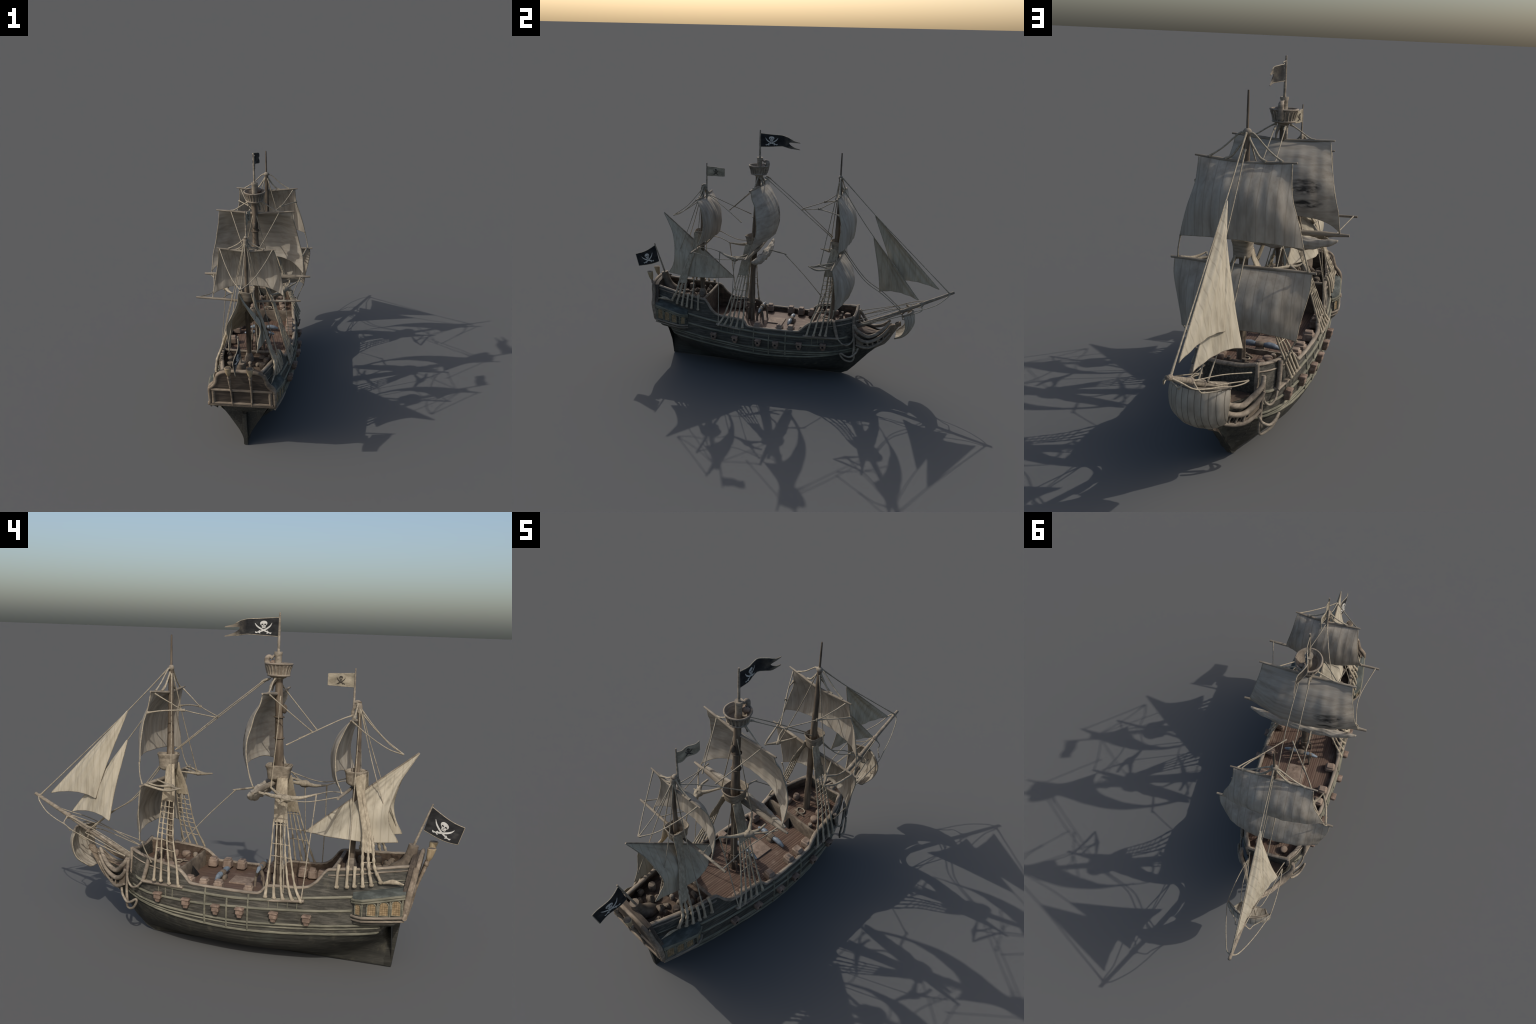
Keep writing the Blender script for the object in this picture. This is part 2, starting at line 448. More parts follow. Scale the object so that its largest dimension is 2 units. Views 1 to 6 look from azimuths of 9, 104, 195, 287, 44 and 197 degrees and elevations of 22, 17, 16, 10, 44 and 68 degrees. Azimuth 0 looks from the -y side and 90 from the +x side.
def plate_geo(outline, hx, bev=.002):
    """extruded y-z outline, half thickness hx"""
    n = len(outline); c = np.mean(outline, axis=0)
    V = []; F = []
    for x, k in ((-hx, 1 - bev*12), (-hx + bev, 1), (hx - bev, 1), (hx, 1 - bev*12)):
        for p in outline:
            q = c + (np.array(p) - c) * (k if abs(x) == hx else 1)
            V.append((x, q[0], q[1]))
    for r in range(3):
        for i in range(n):
            F.append([r*n + i, r*n + (i+1) % n, (r+1)*n + (i+1) % n, (r+1)*n + i])
    F.append(list(range(n))[::-1]); F.append([3*n + i for i in range(n)])
    return V, F
add("rudder", *plate_geo([(-.7415, .0005), (-.770, .215), (-.735, .215), (-.700, .10), (-.690, .0005)], .0115), M_HULL, sharp=40)
# wales: half-round strakes along the sides
def strake(name, zf, y0, y1, w, t, mat=M_WALE, n=110, parent=hull, zoff=0.0):
    sec = [(-1, -.6), (-.9, .35), (-.5, .85), (0, 1), (.5, .85), (.9, .35), (1, -.6)]
    V = []; F = []; m = len(sec)
    Y = np.linspace(y0, y1, n)
    for y in Y:
        z = zf(y) + zoff
        e = min(1, (y - y0) / .012 + .1, (y1 - y) / .012 + .1)
        x = breadth(y, z); dx = (breadth(y, z + .006) - breadth(y, z - .006)) / .012
        nx, nz = 1, -dx; L = math.hypot(nx, nz); nx /= L; nz /= L
        for a, b in sec:
            tt = t * (1 + .08 * math.sin(y * 90 + z * 300))
            V.append((x + nx * b * tt * e - nz * a * w * .5 * 1, y, z + nz * b * tt * e + nx * a * w * .5))
    for i in range(n - 1):
        for k in range(m - 1):
            F.append([i*m + k, i*m + k+1, (i+1)*m + k+1, (i+1)*m + k])
    F.append(list(range(m))); F.append([(n-1)*m + k for k in range(m)][::-1])
    o = add(name, V, F, mat, parent, sharp=60)
    return o, mirror(o)
strake("wale", W1, -.585, .405, .013, .006)
strake("wale", W2, -.585, .425, .012, .006)
strake("wale", W3, -.705, .455, .011, .006)
strake("wale", W3, -.700, .450, .007, .004, zoff=-.014)
strake("wale", W4, -.695, .462, .012, .006)
QS = pl([(-.81, .467), (-.68, .450), (-.51, .425), (-.468, .422)])
strake("wale", QS, -.800, -.478, .008, .005, M_RAIL)
strake("wale", lambda y: QS(y) - .036, -.80, -.60, .006, .004)
strake("wale", lambda y: rail_z(y) - .028, .215, .428, .007, .004, M_RAIL)

# riders: upright timbers amidships
def rider(y, za, zb, w=.008, t=.006):
    V = []; F = []; n = 14
    for z in np.linspace(za, zb, n):
        x = breadth(y, z)
        V += [(x - .003, y - w*.5, z), (x + t*.8, y - w*.45, z), (x + t, y, z), (x + t*.8, y + w*.45, z), (x - .003, y + w*.5, z)]
    for i in range(n - 1):
        for k in range(4): F.append([i*5 + k, i*5 + k+1, (i+1)*5 + k+1, (i+1)*5 + k])
    o = add("rider_timber", V, F, M_WALE, hull); mirror(o)
for y, za, zb in ((.043, .150, .312), (-.058, .150, .284), (-.152, .150, .312)):
    rider(y, za, zb)
for y in (.20, .235, .27, -.24, -.28, -.32, -.36):
    rider(y, W2(y), W1(y), .004, .003)

# cap rail following the sheer
def rail_path(y0, y1, n, inset=.006, lift=.0):
    P = []
    for y in np.linspace(y0, y1, n):
        z = rail_z(y); P.append((breadth(y, z) - inset, y, z + lift))
    return np.array(P)
P = rail_path(-.806, .434, 240)
wv = 1 + .10 * np.sin(np.linspace(0, 95, 240)) * np.sin(np.linspace(1, 37, 240))
V, F = tube_geo(P, .0085 * wv, 10, flat=(1.15, .75))
r = add("cap_rail", V, F, M_RAIL, sharp=60); mirror(r)

# inner bulwark and decks
DK_W, DK_F, DK_Q = .2925, .344, .414
Y_F, Y_Q = .184, -.492
def deck_z(y): return DK_Q if y < Y_Q else DK_W if y < Y_F else DK_F
def bulwark():
    V = []; F = []; Y = np.linspace(-.805, .428, 200); m = 8
    for y in Y:
        zt = rail_z(y); zb = min(deck_z(y), zt - .02) - .01
        for j in range(m):
            z = zb + (zt - zb) * j / (m - 1)
            V.append((breadth(y, z) - .0155 + .0015 * math.sin(y * 260), y, z))
    for i in range(len(Y) - 1):
        for j in range(m - 1): F.append([i*m + j, i*m + j+1, (i+1)*m + j+1, (i+1)*m + j])
    return V, F
b = add("bulwark", *bulwark(), M_BULW); mirror(b)
def deck(name, y0, y1, z, mat=M_DECK, n=40, inset=.010, cam=.004):
    Y = np.linspace(y0, y1, n); m = 13
    V = []; F = []
    for y in Y:
        w = breadth(y, z) - inset
        for j in range(m):
            u = -1 + 2 * j / (m - 1)
            V.append((u * w, y, z + cam * (1 - u*u) - cam))
    for i in range(n - 1):
        for j in range(m - 1): F.append([i*m + j, i*m + j+1, (i+1)*m + j+1, (i+1)*m + j])
    return add(name, V, F, mat)
deck("main_deck", -.50, .19, DK_W)
deck("quarter_deck", -.800, -.488, DK_Q, M_BULW)
deck("forecastle_deck", .18, .430, DK_F)
deck("beak_platform", .425, .60, .300, M_BULW, 24, .004)

def wall(name, y, z0, z1, hw0, hw1, th, mat, sag=0.0, wob=.002, n=31, lean=0.0):
    V = []; F = []; prof = [(-th, 0), (-th, .9), (-th*.7, 1), (th*.7, 1), (th, .9), (th, 0)]
    for i in range(n):
        u = -1 + 2*i/(n-1)
        for dy, k in prof:
            zt = z1 - sag * (1 - u*u) + wob * math.sin(u * 17 + 1) * math.sin(u * 31)
            z = z0 + (zt - z0) * k
            V.append((u * (hw0 + (hw1 - hw0) * k), y + dy + lean * k, z))
    for i in range(n - 1):
        for k in range(5): F.append([i*6 + k, i*6 + k+1, (i+1)*6 + k+1, (i+1)*6 + k])
    F.append(list(range(6))); F.append([(n-1)*6 + k for k in range(6)][::-1])
    return add(name, V, F, mat, sharp=40)
wall("forecastle_bulkhead", Y_F, DK_W - .01, .362, .172, .158, .007, M_CLUT, 0)
wall("quarterdeck_bulkhead", Y_Q, DK_W - .01, .438, .172, .152, .006, M_BULW, .004)
tube("bulkhead_rail", [(-.155, Y_Q, .441), (0, Y_Q, .437), (.155, Y_Q, .441)], .0075, M_RAIL)
wall("beakhead_bulkhead", .430, .285, .408, .102, .104, .006, M_HULL, .008, .001)
tube("bulkhead_rail", [(-.108, .431, .413), (-.05, .432, .402), (0, .432, .401), (.05, .432, .402), (.108, .431, .413)], .0085, M_RAIL)
for sx in (1, -1):
    tube("corner_post", [(sx*.106, .432, .30), (sx*.108, .433, .36), (sx*.107, .433, .418)], [.006, .007, .008], M_RAIL)
# solid near-black wedge modelled for the dark triangular hole in the forecastle front
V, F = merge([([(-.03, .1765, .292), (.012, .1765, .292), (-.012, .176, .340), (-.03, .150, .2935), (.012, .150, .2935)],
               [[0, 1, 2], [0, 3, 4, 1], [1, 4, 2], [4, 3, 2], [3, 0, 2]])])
o = add("dark_wedge", V, F, M_DARK, smooth=False); 

# ----------------------------------------------------------------- gun ports
for y, z in ((.269, .235), (.128, .233), (-.013, .228), (-.121, .231), (-.267, .231), (-.405, .232)):
    x = breadth(y, z)
    g = merge([box_geo((x + .010, y, z + .005), (.016, .016, .013), 1.0, .25),
               box_geo((x + .016, y, z + .019), (.014, .019, .004), .9, .3),
               box_geo((x + .008, y, z - .014), (.012, .010, .009), 1.25, .3)])
    o = add("gun_port", *g, M_PORT, hull, sharp=35); mirror(o)
    d = blob_geo((x + .026, y, z + .002), (.002, .007, .006))
    o2 = add("gun_muzzle", *d, M_DARK, o)

# ------------------------------------------------------- quarter galleries
def gallery():
    # plan line of the outer wall: fore end on the hull -> bend -> aft end
    plan = [(-.586, .175), (-.596, .186), (-.628, .2005), (-.70, .192), (-.80, .172)]
    zf = lambda y: .266 + (-.60 - y) * .085
    zr = lambda y: .343 + (-.60 - y) * .20
    py = [a for a, _ in plan][::-1]; px = [b for _, b in plan][::-1]
    Y = np.unique(np.concatenate([np.linspace(-.797, -.586, 50), [a for a, _ in plan if a > -.797]]))
    ox = lambda y: float(np.interp(y, py, px)) if y > py[0] else px[0]
    parts = []
    # profile: (outward offset, z) built per station, closed against the hull
    V = []; F = []; m = 12
    for y in Y:
        x = ox(y); f, r = zf(y), zr(y); h = breadth(y, f) - .01
        kb = min(1, max(.25, (y + .80) / .045))
        V += [(h, y, f - .045*kb), (h + (x - h) * .70, y, f - .030*kb), (x - .006, y, f - .016*kb), (x - .002, y, f - .010*kb),
              (x, y, f + .004), (x - .004, y, f + .008), (x - .004, y, r - .012), (x, y, r - .008),
              (x, y, r - .004), (x - .004, y, r), (x - .020, y, r + .006), (breadth(y, r + .02) - .006, y, r + .020)]
    n = len(Y)
    for i in range(n - 1):
        for k in range(m - 1): F.append([i*m + k, i*m + k+1, (i+1)*m + k+1, (i+1)*m + k])
    F.append(list(range(m))[::-1]); F.append([(n-1)*m + k for k in range(m)])
    body = add("quarter_gallery", V, F, M_HULL, hull, sharp=35)
    # roof skin
    V = []; F = []; m = 6
    for y in Y:
        x = ox(y); r = zr(y); hx = breadth(y, r + .03)
        for k, (a, dz) in enumerate([(1.004, -.001), (.97, .004), (.86, .010), (.60, .016), (.25, .021), (-.1, .024)]):
            V.append((hx + (x - hx) * a + .001, y, r + dz + .0015))
    for i in range(n - 1):
        for k in range(m - 1): F.append([i*m + k, i*m + k+1, (i+1)*m + k+1, (i+1)*m + k])
    o = add("gallery_roof", V, F, M_ROOF, body, sharp=60); mirror(o)
    # mouldings
    for off, rad, dz, mt in ((.001, .006, 0, M_WALE), (.000, .0055, -.010, M_WALE)):
        o = tube("moulding", [(ox(y) + off, y, zr(y) - .004 + dz) for y in (-.796, -.75, -.69, -.632, -.625, -.60, -.584)], rad, mt, body, 8, 60); mirror(o)
    for dz, rad in ((.004, .006), (-.012, .005)):
        o = tube("moulding", [(ox(y) + .001 + (dz - .004) * .3, y, zf(y) + dz) for y in (-.796, -.75, -.69, -.632, -.625, -.60, -.584)], rad, M_RAIL, body, 8, 60); mirror(o)
    # arched windows
    def window(yc, w, skew):
        zb, zt = zf(yc) + .013, zr(yc) - .016
        out = []
        for k in range(9):
            a = math.pi * k / 8
            out.append((yc + w * math.cos(a), zt - w + w * math.sin(a) * .9))
        out += [(yc - w, zb), (yc + w, zb)]
        V = []; F = []; nn = len(out)
        for d in (-.006, .0022):
            for (yy, zz) in out: V.append((ox(yy) + d - .004, yy, zz))
        F.append([nn + i for i in range(nn)])
        for i in range(nn): F.append([i, (i+1) % nn, nn + (i+1) % nn, nn + i])
        p = add("window_pane", V, F, M_PANE, body, smooth=False); mirror(p)
        ring = [(ox(yy) - .001, yy, zz) for yy, zz in out] + [(ox(out[0][0]) - .001, *out[0])]
        V, F = tube_geo(ring, .0028, 6)
        fr = add("window_frame", V, F, M_WALE, body); mirror(fr)
    for yc, w in ((-.667, .0185), (-.715, .0185), (-.763, .0185), (-.611, .0125)):
        window(yc, w, 0)
    for yc in (-.629, -.691, -.739, -.787):
        o = tube("gallery_pillar", [(ox(yc) - .001, yc, zf(yc) + .004), (ox(yc) - .001, yc, zr(yc) - .008)], .004, M_WALE, body, 8); mirror(o)
    mirror(body)
gallery()

# ------------------------------------------------------------------- stern
TH = [(.288, .168), (.300, .172), (.385, .172), (.400, .160), (.430, .137), (.470, .126), (.492, .112), (.503, .085), (.509, .04), (.511, 0)]
def trans_y(z): return -.782 - .036 * (z - .288) / .22
def transom():
    half = TH
    out = [(x, z) for z, x in half] + [(-x, z) for z, x in half[::-1][1:]]
    n = len(out)
    V = []; F = []
    for dy, k in ((.016, 1.0), (-.016, 1.0), (-.023, .985)):
        for x, z in out:
            zz = .39 + (z - .39) * k
            V.append((x * k, trans_y(zz) + dy, zz))
    for r in range(2):
        for i in range(n): F.append([r*n + i, r*n + (i+1) % n, (r+1)*n + (i+1) % n, (r+1)*n + i])
    F.append(list(range(n))[::-1])
    # inner panel: centre-fan replaced by recessed grid
    F.append([2*n + i for i in range(n)])
    t = add("transom", V, F, M_PANEL, sharp=30)
    edge = [(x * .985, trans_y(z) - .017, z) for x, z in out]
    tube("transom_frame", edge + [edge[0]], .0095, M_TRANS, t, 10, 140)
    for (z, w, rad) in ((.300, .160, .008), (.388, .160, .008)):
        tube("transom_frame", [(-w, trans_y(z) - .021, z), (0, trans_y(z) - .024, z + .002), (w, trans_y(z) - .021, z)], rad, M_TRANS, t)
    for sx in (1, -1):
        tube("transom_frame", [(sx*.150, trans_y(.30) - .018, .30), (sx*.148, trans_y(.39) - .018, .39)], .011, M_TRANS, t)
        tube("transom_frame", [(sx*.165, trans_y(.29) - .010, .285), (sx*.170, trans_y(.39) - .010, .39), (sx*.138, trans_y(.43) - .012, .435), (sx*.120, trans_y(.48) - .012, .485)], .010, M_TRANS, t)
        # stern lantern on its long bracket
        st = tube("lantern_bracket", [(sx*.051, -.808, .293), (sx*.053, -.824, .37), (sx*.0545, -.845, .44), (sx*.055, -.861, .485), (sx*.0555, -.868, .505)], [.0065, .005, .0055, .008, .006], M_TRANS, t, 10)
        add("bracket_knob", *blob_geo((sx*.055, -.860, .486), (.010, .010, .012)), M_TRANS, st)
        prof = [(.500, .005), (.508, .010), (.520, .0135), (.548, .0175), (.552, .0185), (.5545, .017), (.552, .015)]
        lan = add("stern_lantern", *lathe_geo(prof, None, 16, (sx*.0555, -.867), (0, -.2)), M_PALE, t, sharp=40)
        add("lantern_lid", *lathe_geo([(.548, .0165), (.5535, .0165), (.556, .010)], None, 16, (sx*.0555, -.8766), (0, -.2)), M_CLUT, lan)
    tube("transom_moulding", [(-.15, -.785, .278), (0, -.788, .276), (.15, -.785, .278)], .008, M_HULL, t)
transom()

# stern trunk and flagstaff
tube("flagstaff_socket", [(0, -.700, .395), (0, -.735, .425), (0, -.770, .455), (0, -.790, .500), (0, -.800, .545)], [.030, .036, .032, .024, .021], M_CLUT, n=18)
def pole(name, a, b, r0, r1, mat=M_SPAR, parent=ROOT):
    return tube(name, [a, b], [r0, r0*.8 + r1*.2, r1], mat, parent, 10, 14, wob=.04)
pole("flagstaff", (0, -.795, .530), (0, -.866, .726), .0055, .0035)

# ---------------------------------------------------------------- the masts
def mast(name, prof, lean_pts, n=20):
    """prof: (z, radius), lean_pts: (z, y)"""
    zs = [a for a, _ in lean_pts]; yy = [b for _, b in lean_pts]
    Z = np.linspace(prof[0][0], prof[-1][0], 60)
    pts = [(0, float(np.interp(z, zs, yy)), z) for z in Z]
    rad = np.interp(Z, [a for a, _ in prof], [b for _, b in prof])
    rad = rad * (1 + .05 * np.sin(Z * 70) * np.sin(Z * 31))
    V, F = tube_geo(pts, rad, n)
    return add(name, V, F, M_MAST, sharp=60)
fore = mast("mast", [(.33, .018), (.60, .015), (.80, .018), (.86, .017), (1.00, .0125), (1.20, .011), (1.232, .010)], [(.33, .291), (.80, .297), (1.23, .301)])
main = mast("mast", [(.28, .020), (.34, .018), (.60, .0145), (.78, .020), (.86, .021), (.95, .0175), (1.15, .016), (1.215, .017)], [(.28, -.222), (.60, -.216), (.84, -.208), (1.2, -.193)])
miz = mast("mast", [(.39, .013), (.60, .013), (.80, .014), (.90, .010), (1.05, .0085), (1.125, .011)], [(.39, -.545), (.8, -.546), (1.0, -.547), (1.125, -.538)])
for zz, y in ((.40, -.22), (.95, -.203), (1.04, -.200)):
    V, F = tube_geo(curve_pts([(0.021*math.cos(a), y + .021*math.sin(a), zz) for a in np.linspace(0, 6.283, 13)], 26), .003, 6)
    add("mast_band", V, F, M_MAST, main)
add("mast_cheek", *blob_geo((0, -.222, 1.075), (.012, .012, .020)), M_MAST, main)

pole("flag_pole", (0, .300, 1.215), (0, .301, 1.368), .0052, .0036, M_MAST)
pole("flag_pole", (0, -.186, 1.300), (0, -.186, 1.476), .0062, .0038, M_SPAR)
pole("flag_pole", (0, -.517, 1.045), (0, -.516, 1.261), .0050, .0030, M_SPAR)
# mast heads
add("mast_head", *blob_geo((0, .300, 1.224), (.016, .013, .014)), M_SPAR, fore)
tube("mast_head", [(0, -.541, 1.08), (0, -.540, 1.108), (0, -.532, 1.122), (0, -.518, 1.120)], [.010, .013, .012, .006], M_SPAR, miz)
tube("mast_head", [(0, -.535, 1.118), (0, -.515, 1.09), (0, -.512, 1.062)], [.009, .006, .005], M_SPAR, miz)

# ------------------------------------------------- fighting tops and crow's nest
def top_basket(name, cy, hx, hy, z0, z1, parent, p=3.2, taper=.84, rot=0.0):
    n = 40
    def ring(z, k, dz=0):
        out = []
        for i in range(n):
            a = 2 * math.pi * i / n
            c, s = math.cos(a), math.sin(a)
            r = (abs(c)**p + abs(s)**p) ** (-1/p)
            out.append((hx*k*r*c, cy + hy*k*r*s, z + .0025*math.sin(3*a + cy*9)))
        return out
    h = z1 - z0
    rings = [ring(z0 - .006, taper*.72), ring(z0, taper*.93), ring(z0 + h*.08, taper), ring(z0 + h*.55, taper + (1-taper)*.35), ring(z1 - h*.18, .965),
             ring(z1 - h*.10, 1.03), ring(z1, 1.04), ring(z1 + .002, .99), ring(z1 - .002, .90), ring(z0 + h*.35, taper*.84), ring(z0 + h*.25, taper*.6)]
    V = [q for r in rings for q in r]; F = []
    for j in range(len(rings) - 1):
        for i in range(n): F.append([j*n + i, j*n + (i+1) % n, (j+1)*n + (i+1) % n, (j+1)*n + i])
    F.append(list(range(n))[::-1]); F.append([(len(rings)-1)*n + i for i in range(n)])
    return add(name, V, F, M_SPAR if name != "crows_nest" else M_RAIL, parent, sharp=45)
top_basket("fighting_top", .307, .038, .046, .776, .842, fore)
top_basket("fighting_top", -.209, .045, .056, .774, .832, main)
top_basket("fighting_top", -.543, .040, .047, .780, .837, miz)
nest = top_basket("crows_nest", -.191, .0555, .0555, 1.213, 1.264, main, 2.0, .78)
for i in range(20):
    a = 2 * math.pi * i / 20
    c, s = math.cos(a), math.sin(a)
    b = tube("nest_batten", [(.0445*c, -.191 + .0445*s, 1.214), (.0475*c, -.191 + .0475*s, 1.236), (.0555*c, -.191 + .0555*s, 1.258)], .0036, M_SPAR, nest, 6, 8)
for zz, rr in ((1.264, .057), (1.216, .0455)):
    V, F = tube_geo([(rr*math.cos(a), -.191 + rr*math.sin(a), zz) for a in np.linspace(0, 2*math.pi, 41)], .0042, 8)
    add("nest_hoop", V, F, M_RAIL, nest)
add("mast_cap", *lathe_geo([(1.20, .022), (1.212, .026), (1.225, .017), (1.26, .0145), (1.298, .0155), (1.308, .019), (1.314, .0185), (1.312, .012)], None, 14, (0, -.190), (0, .04)), M_SPAR, main, sharp=40)
# carved handle at the fore rim of the nest
tube("nest_bracket", [(0, -.150, 1.225), (0, -.142, 1.255), (0, -.137, 1.280), (0, -.146, 1.292), (0, -.160, 1.288)], [.013, .014, .013, .012, .006], M_RAIL, nest, 12)
tube("nest_bracket", [(0, -.155, 1.286), (0, -.166, 1.296), (0, -.176, 1.304)], [.007, .005, .006], M_RAIL, nest, 8)
add("stowed_bundle", *blob_geo((.012, -.160, 1.262), (.018, .014, .016), lump=.15), M_CRATE, nest)

# --------------------------------------------------------------- yards and sails
def yard(pts, rad, parent, name="yard"):
    p = [(-a, b, c) for a, b, c in pts[::-1]] + pts[1:] if pts[0][0] == 0 else pts
    return tube(name, p, rad, M_SPAR, parent, 12, 48, wob=.03)
yard([(0, .306, 1.117), (.10, .309, 1.124), (.189, .312, 1.131)], [.0035, .006, .007, .006, .0035], fore)
yard([(0, .312, .735), (.14, .312, .739), (.279, .313, .742)], [.005, .0075, .0085, .0075, .005], fore)
yard([(0, -.188, 1.138), (.11, -.187, 1.145), (.219, -.186, 1.152)], [.004, .0065, .0075, .0065, .004], main)
yard([(0, -.186, .752), (.16, -.186, .760), (.305, -.186, .765)], [.0055, .012, .012, .0125, .012, .012, .0055], main)
yard([(0, -.533, 1.047), (.08, -.533, 1.054), (.154, -.534, 1.061)], [.0035, .006, .0065, .006, .0035], miz)
yard([(0, -.523, .757), (.14, -.523, .765), (.281, -.523, .771)], [.0055, .0065, .007, .0065, .0055], miz)

def sail(name, edge, centre, mat, parent, th=.0022, nu=49, nv=41, ripple=.0025, power=2.0, seed=1, zp=3.0, bell=1.0):
    """edge: (x,y,z) rows top->bottom for the +x leech; centre: (y,z) rows for the middle"""
    E = curve_pts(edge, nv); C = curve_pts([(0, a, b) for a, b in centre], nv)
    rg = np.random.default_rng(seed); ph = rg.random(8) * 6.28
    P = np.zeros((nv, nu, 3))
    for j in range(nv):
        t = j / (nv - 1)
        for i in range(nu):
            u = -1 + 2*i/(nu-1)
            k = max(0.0, 1 - abs(u) ** power) ** bell
            x = u * E[j][0]
            y = E[j][1] + (C[j][1] - E[j][1]) * k
            z = E[j][2] + (C[j][2] - E[j][2]) * (1 - abs(u) ** zp)
            w = math.sin(math.pi*min(1, t*3)/2)
            y += ripple * w * (math.sin(u*13 + ph[0] + 2*t) * .6 + math.sin(u*29 + ph[1] - 3*t) * .4 + math.sin(t*15 + u*5 + ph[2]) * .4)
            P[j, i] = (x, y, z)
    du = np.gradient(P, axis=1); dv = np.gradient(P, axis=0)
    N = np.cross(du, dv); N /= np.linalg.norm(N, axis=2)[..., None]
    A = P + N * th; B = P - N * th
    V = [tuple(q) for q in A.reshape(-1, 3)] + [tuple(q) for q in B.reshape(-1, 3)]
    o = nu * nv; F = []
    for j in range(nv - 1):
        for i in range(nu - 1):
            a = j*nu + i
            F.append([a, a+1, a+1+nu, a+nu]); F.append([o+a, o+a+nu, o+a+1+nu, o+a+1])
    for i in range(nu - 1):
        F.append([i, o+i, o+i+1, i+1]); a = (nv-1)*nu + i; F.append([a, a+1, o+a+1, o+a])
    for j in range(nv - 1):
        a = j*nu; F.append([a, a+nu, o+a+nu, o+a]); a += nu-1; F.append([a, o+a, o+a+nu, a+nu])
    s = add(name, V, F, mat, parent, sharp=60)
    # bolt rope round the free edges
    for i0 in (0, nu - 1):
        vv, ff = tube_geo(P[:, i0], .0028, 6); add("bolt_rope", vv, ff, M_ROPE, s)
    vv, ff = tube_geo(P[-1], .0026, 6); add("bolt_rope", vv, ff, M_ROPE, s)
    return s
FT_E = [(.172, .317, 1.127), (.173, .324, 1.089), (.177, .333, 1.042), (.188, .344, .994), (.203, .346, .948), (.218, .344, .896), (.231, .341, .836)]
FT_C = [(.308, 1.117), (.345, 1.080), (.380, 1.030), (.395, .980), (.397, .940), (.393, .900), (.384, .855)]
sail("square_sail", FT_E, FT_C, M_SAIL, fore, seed=1, power=2.9)
FC_E = [(.262, .317, .738), (.261, .325, .690), (.251, .332, .634), (.243, .335, .60), (.232, .337, .55), (.222, .338, .485)]
FC_C = [(.314, .735), (.344, .706), (.378, .660), (.399, .615), (.405, .580), (.398, .545), (.388, .520)]
sail("square_sail", FC_E, FC_C, M_SAIL, fore, seed=2, power=2.9)
MT_E = [(.202, -.183, 1.148), (.208, -.174, 1.103), (.216, -.156, 1.062), (.228, -.146, 1.009), (.237, -.137, .962), (.249, -.138, .910), (.258, -.147, .868), (.262, -.162, .818), (.264, -.178, .780)]
MT_C = [(-.188, 1.138), (-.150, 1.108), (-.114, 1.060), (-.090, 1.010), (-.080, .960), (-.080, .910), (-.083, .880), (-.090, .850)]
sail("square_sail", MT_E, MT_C, M_SAILM, main, seed=3, power=2.7, zp=4.5)
MZ_E = [(.142, -.532, 1.058), (.148, -.516, 1.032), (.156, -.494, .979), (.166, -.484, .926), (.176, -.486, .875), (.183, -.495, .835), (.189, -.513, .792)]
MZ_C = [(-.532, 1.047), (-.500, 1.030), (-.467, .985), (-.450, .940), (-.446, .900), (-.447, .865), (-.453, .822)]
sail("square_sail", MZ_E, MZ_C, M_SAIL, miz, seed=4, power=2.5)

# sprit sail under the bowsprit
SP_E = [(.102, .738, .449), (.105, .748, .420), (.101, .750, .375), (.090, .733, .328), (.062, .690, .290)]
SP_C = [(.788, .450), (.799, .415), (.796, .370), (.774, .326), (.741, .294), (.696, .276)]
SP_E = [(a, b - .014, c) for a, b, c in SP_E]; SP_C = [(a - .017, b) for a, b in SP_C]
sp = sail("sprit_sail", SP_E, SP_C, M_SPRIT, ROOT, seed=5, nu=33, nv=25, ripple=.0015, power=2.4)
tube("sprit_yard", [(-.106, .722, .452), (-.05, .755, .455), (0, .769, .455), (.05, .755, .455), (.106, .722, .452)], [.004, .0055, .006, .0055, .004], M_SPAR, n=8)

# furled main course slung before the lower yard
def furled():
    n = 90; m = 28; V = []; F = []
    for i in range(n):
        u = -1 + 2*i/(n-1)
        k = max(0.0, 1 - abs(u)**3.2) ** .8
        ry = .004 + .015 * k * (1 + .10*math.sin(u*19) + .08*math.sin(u*33 + 1))
        rz = .004 + .023 * k * (1 + .10*math.sin(u*14 + 2) + .10*math.sin(u*27))
        cx = u * .264; cy = -.155 + .016 * (1 - u*u); cz = .746 - .024 * k
        for q in range(m):
            a = 2*math.pi*q/m
            fold = 1 + .13*math.sin(4*a + u*11) * k + .07*math.sin(9*a - u*17) * k
            V.append((cx, cy + ry*fold*math.cos(a), cz + rz*fold*math.sin(a)))
    for i in range(n - 1):
        for q in range(m): F.append([i*m + q, i*m + (q+1) % m, (i+1)*m + (q+1) % m, (i+1)*m + q])
    F.append(list(range(m))); F.append([(n-1)*m + q for q in range(m)][::-1])
    f = add("furled_sail", V, F, M_FURL, main)
    return f
furled()

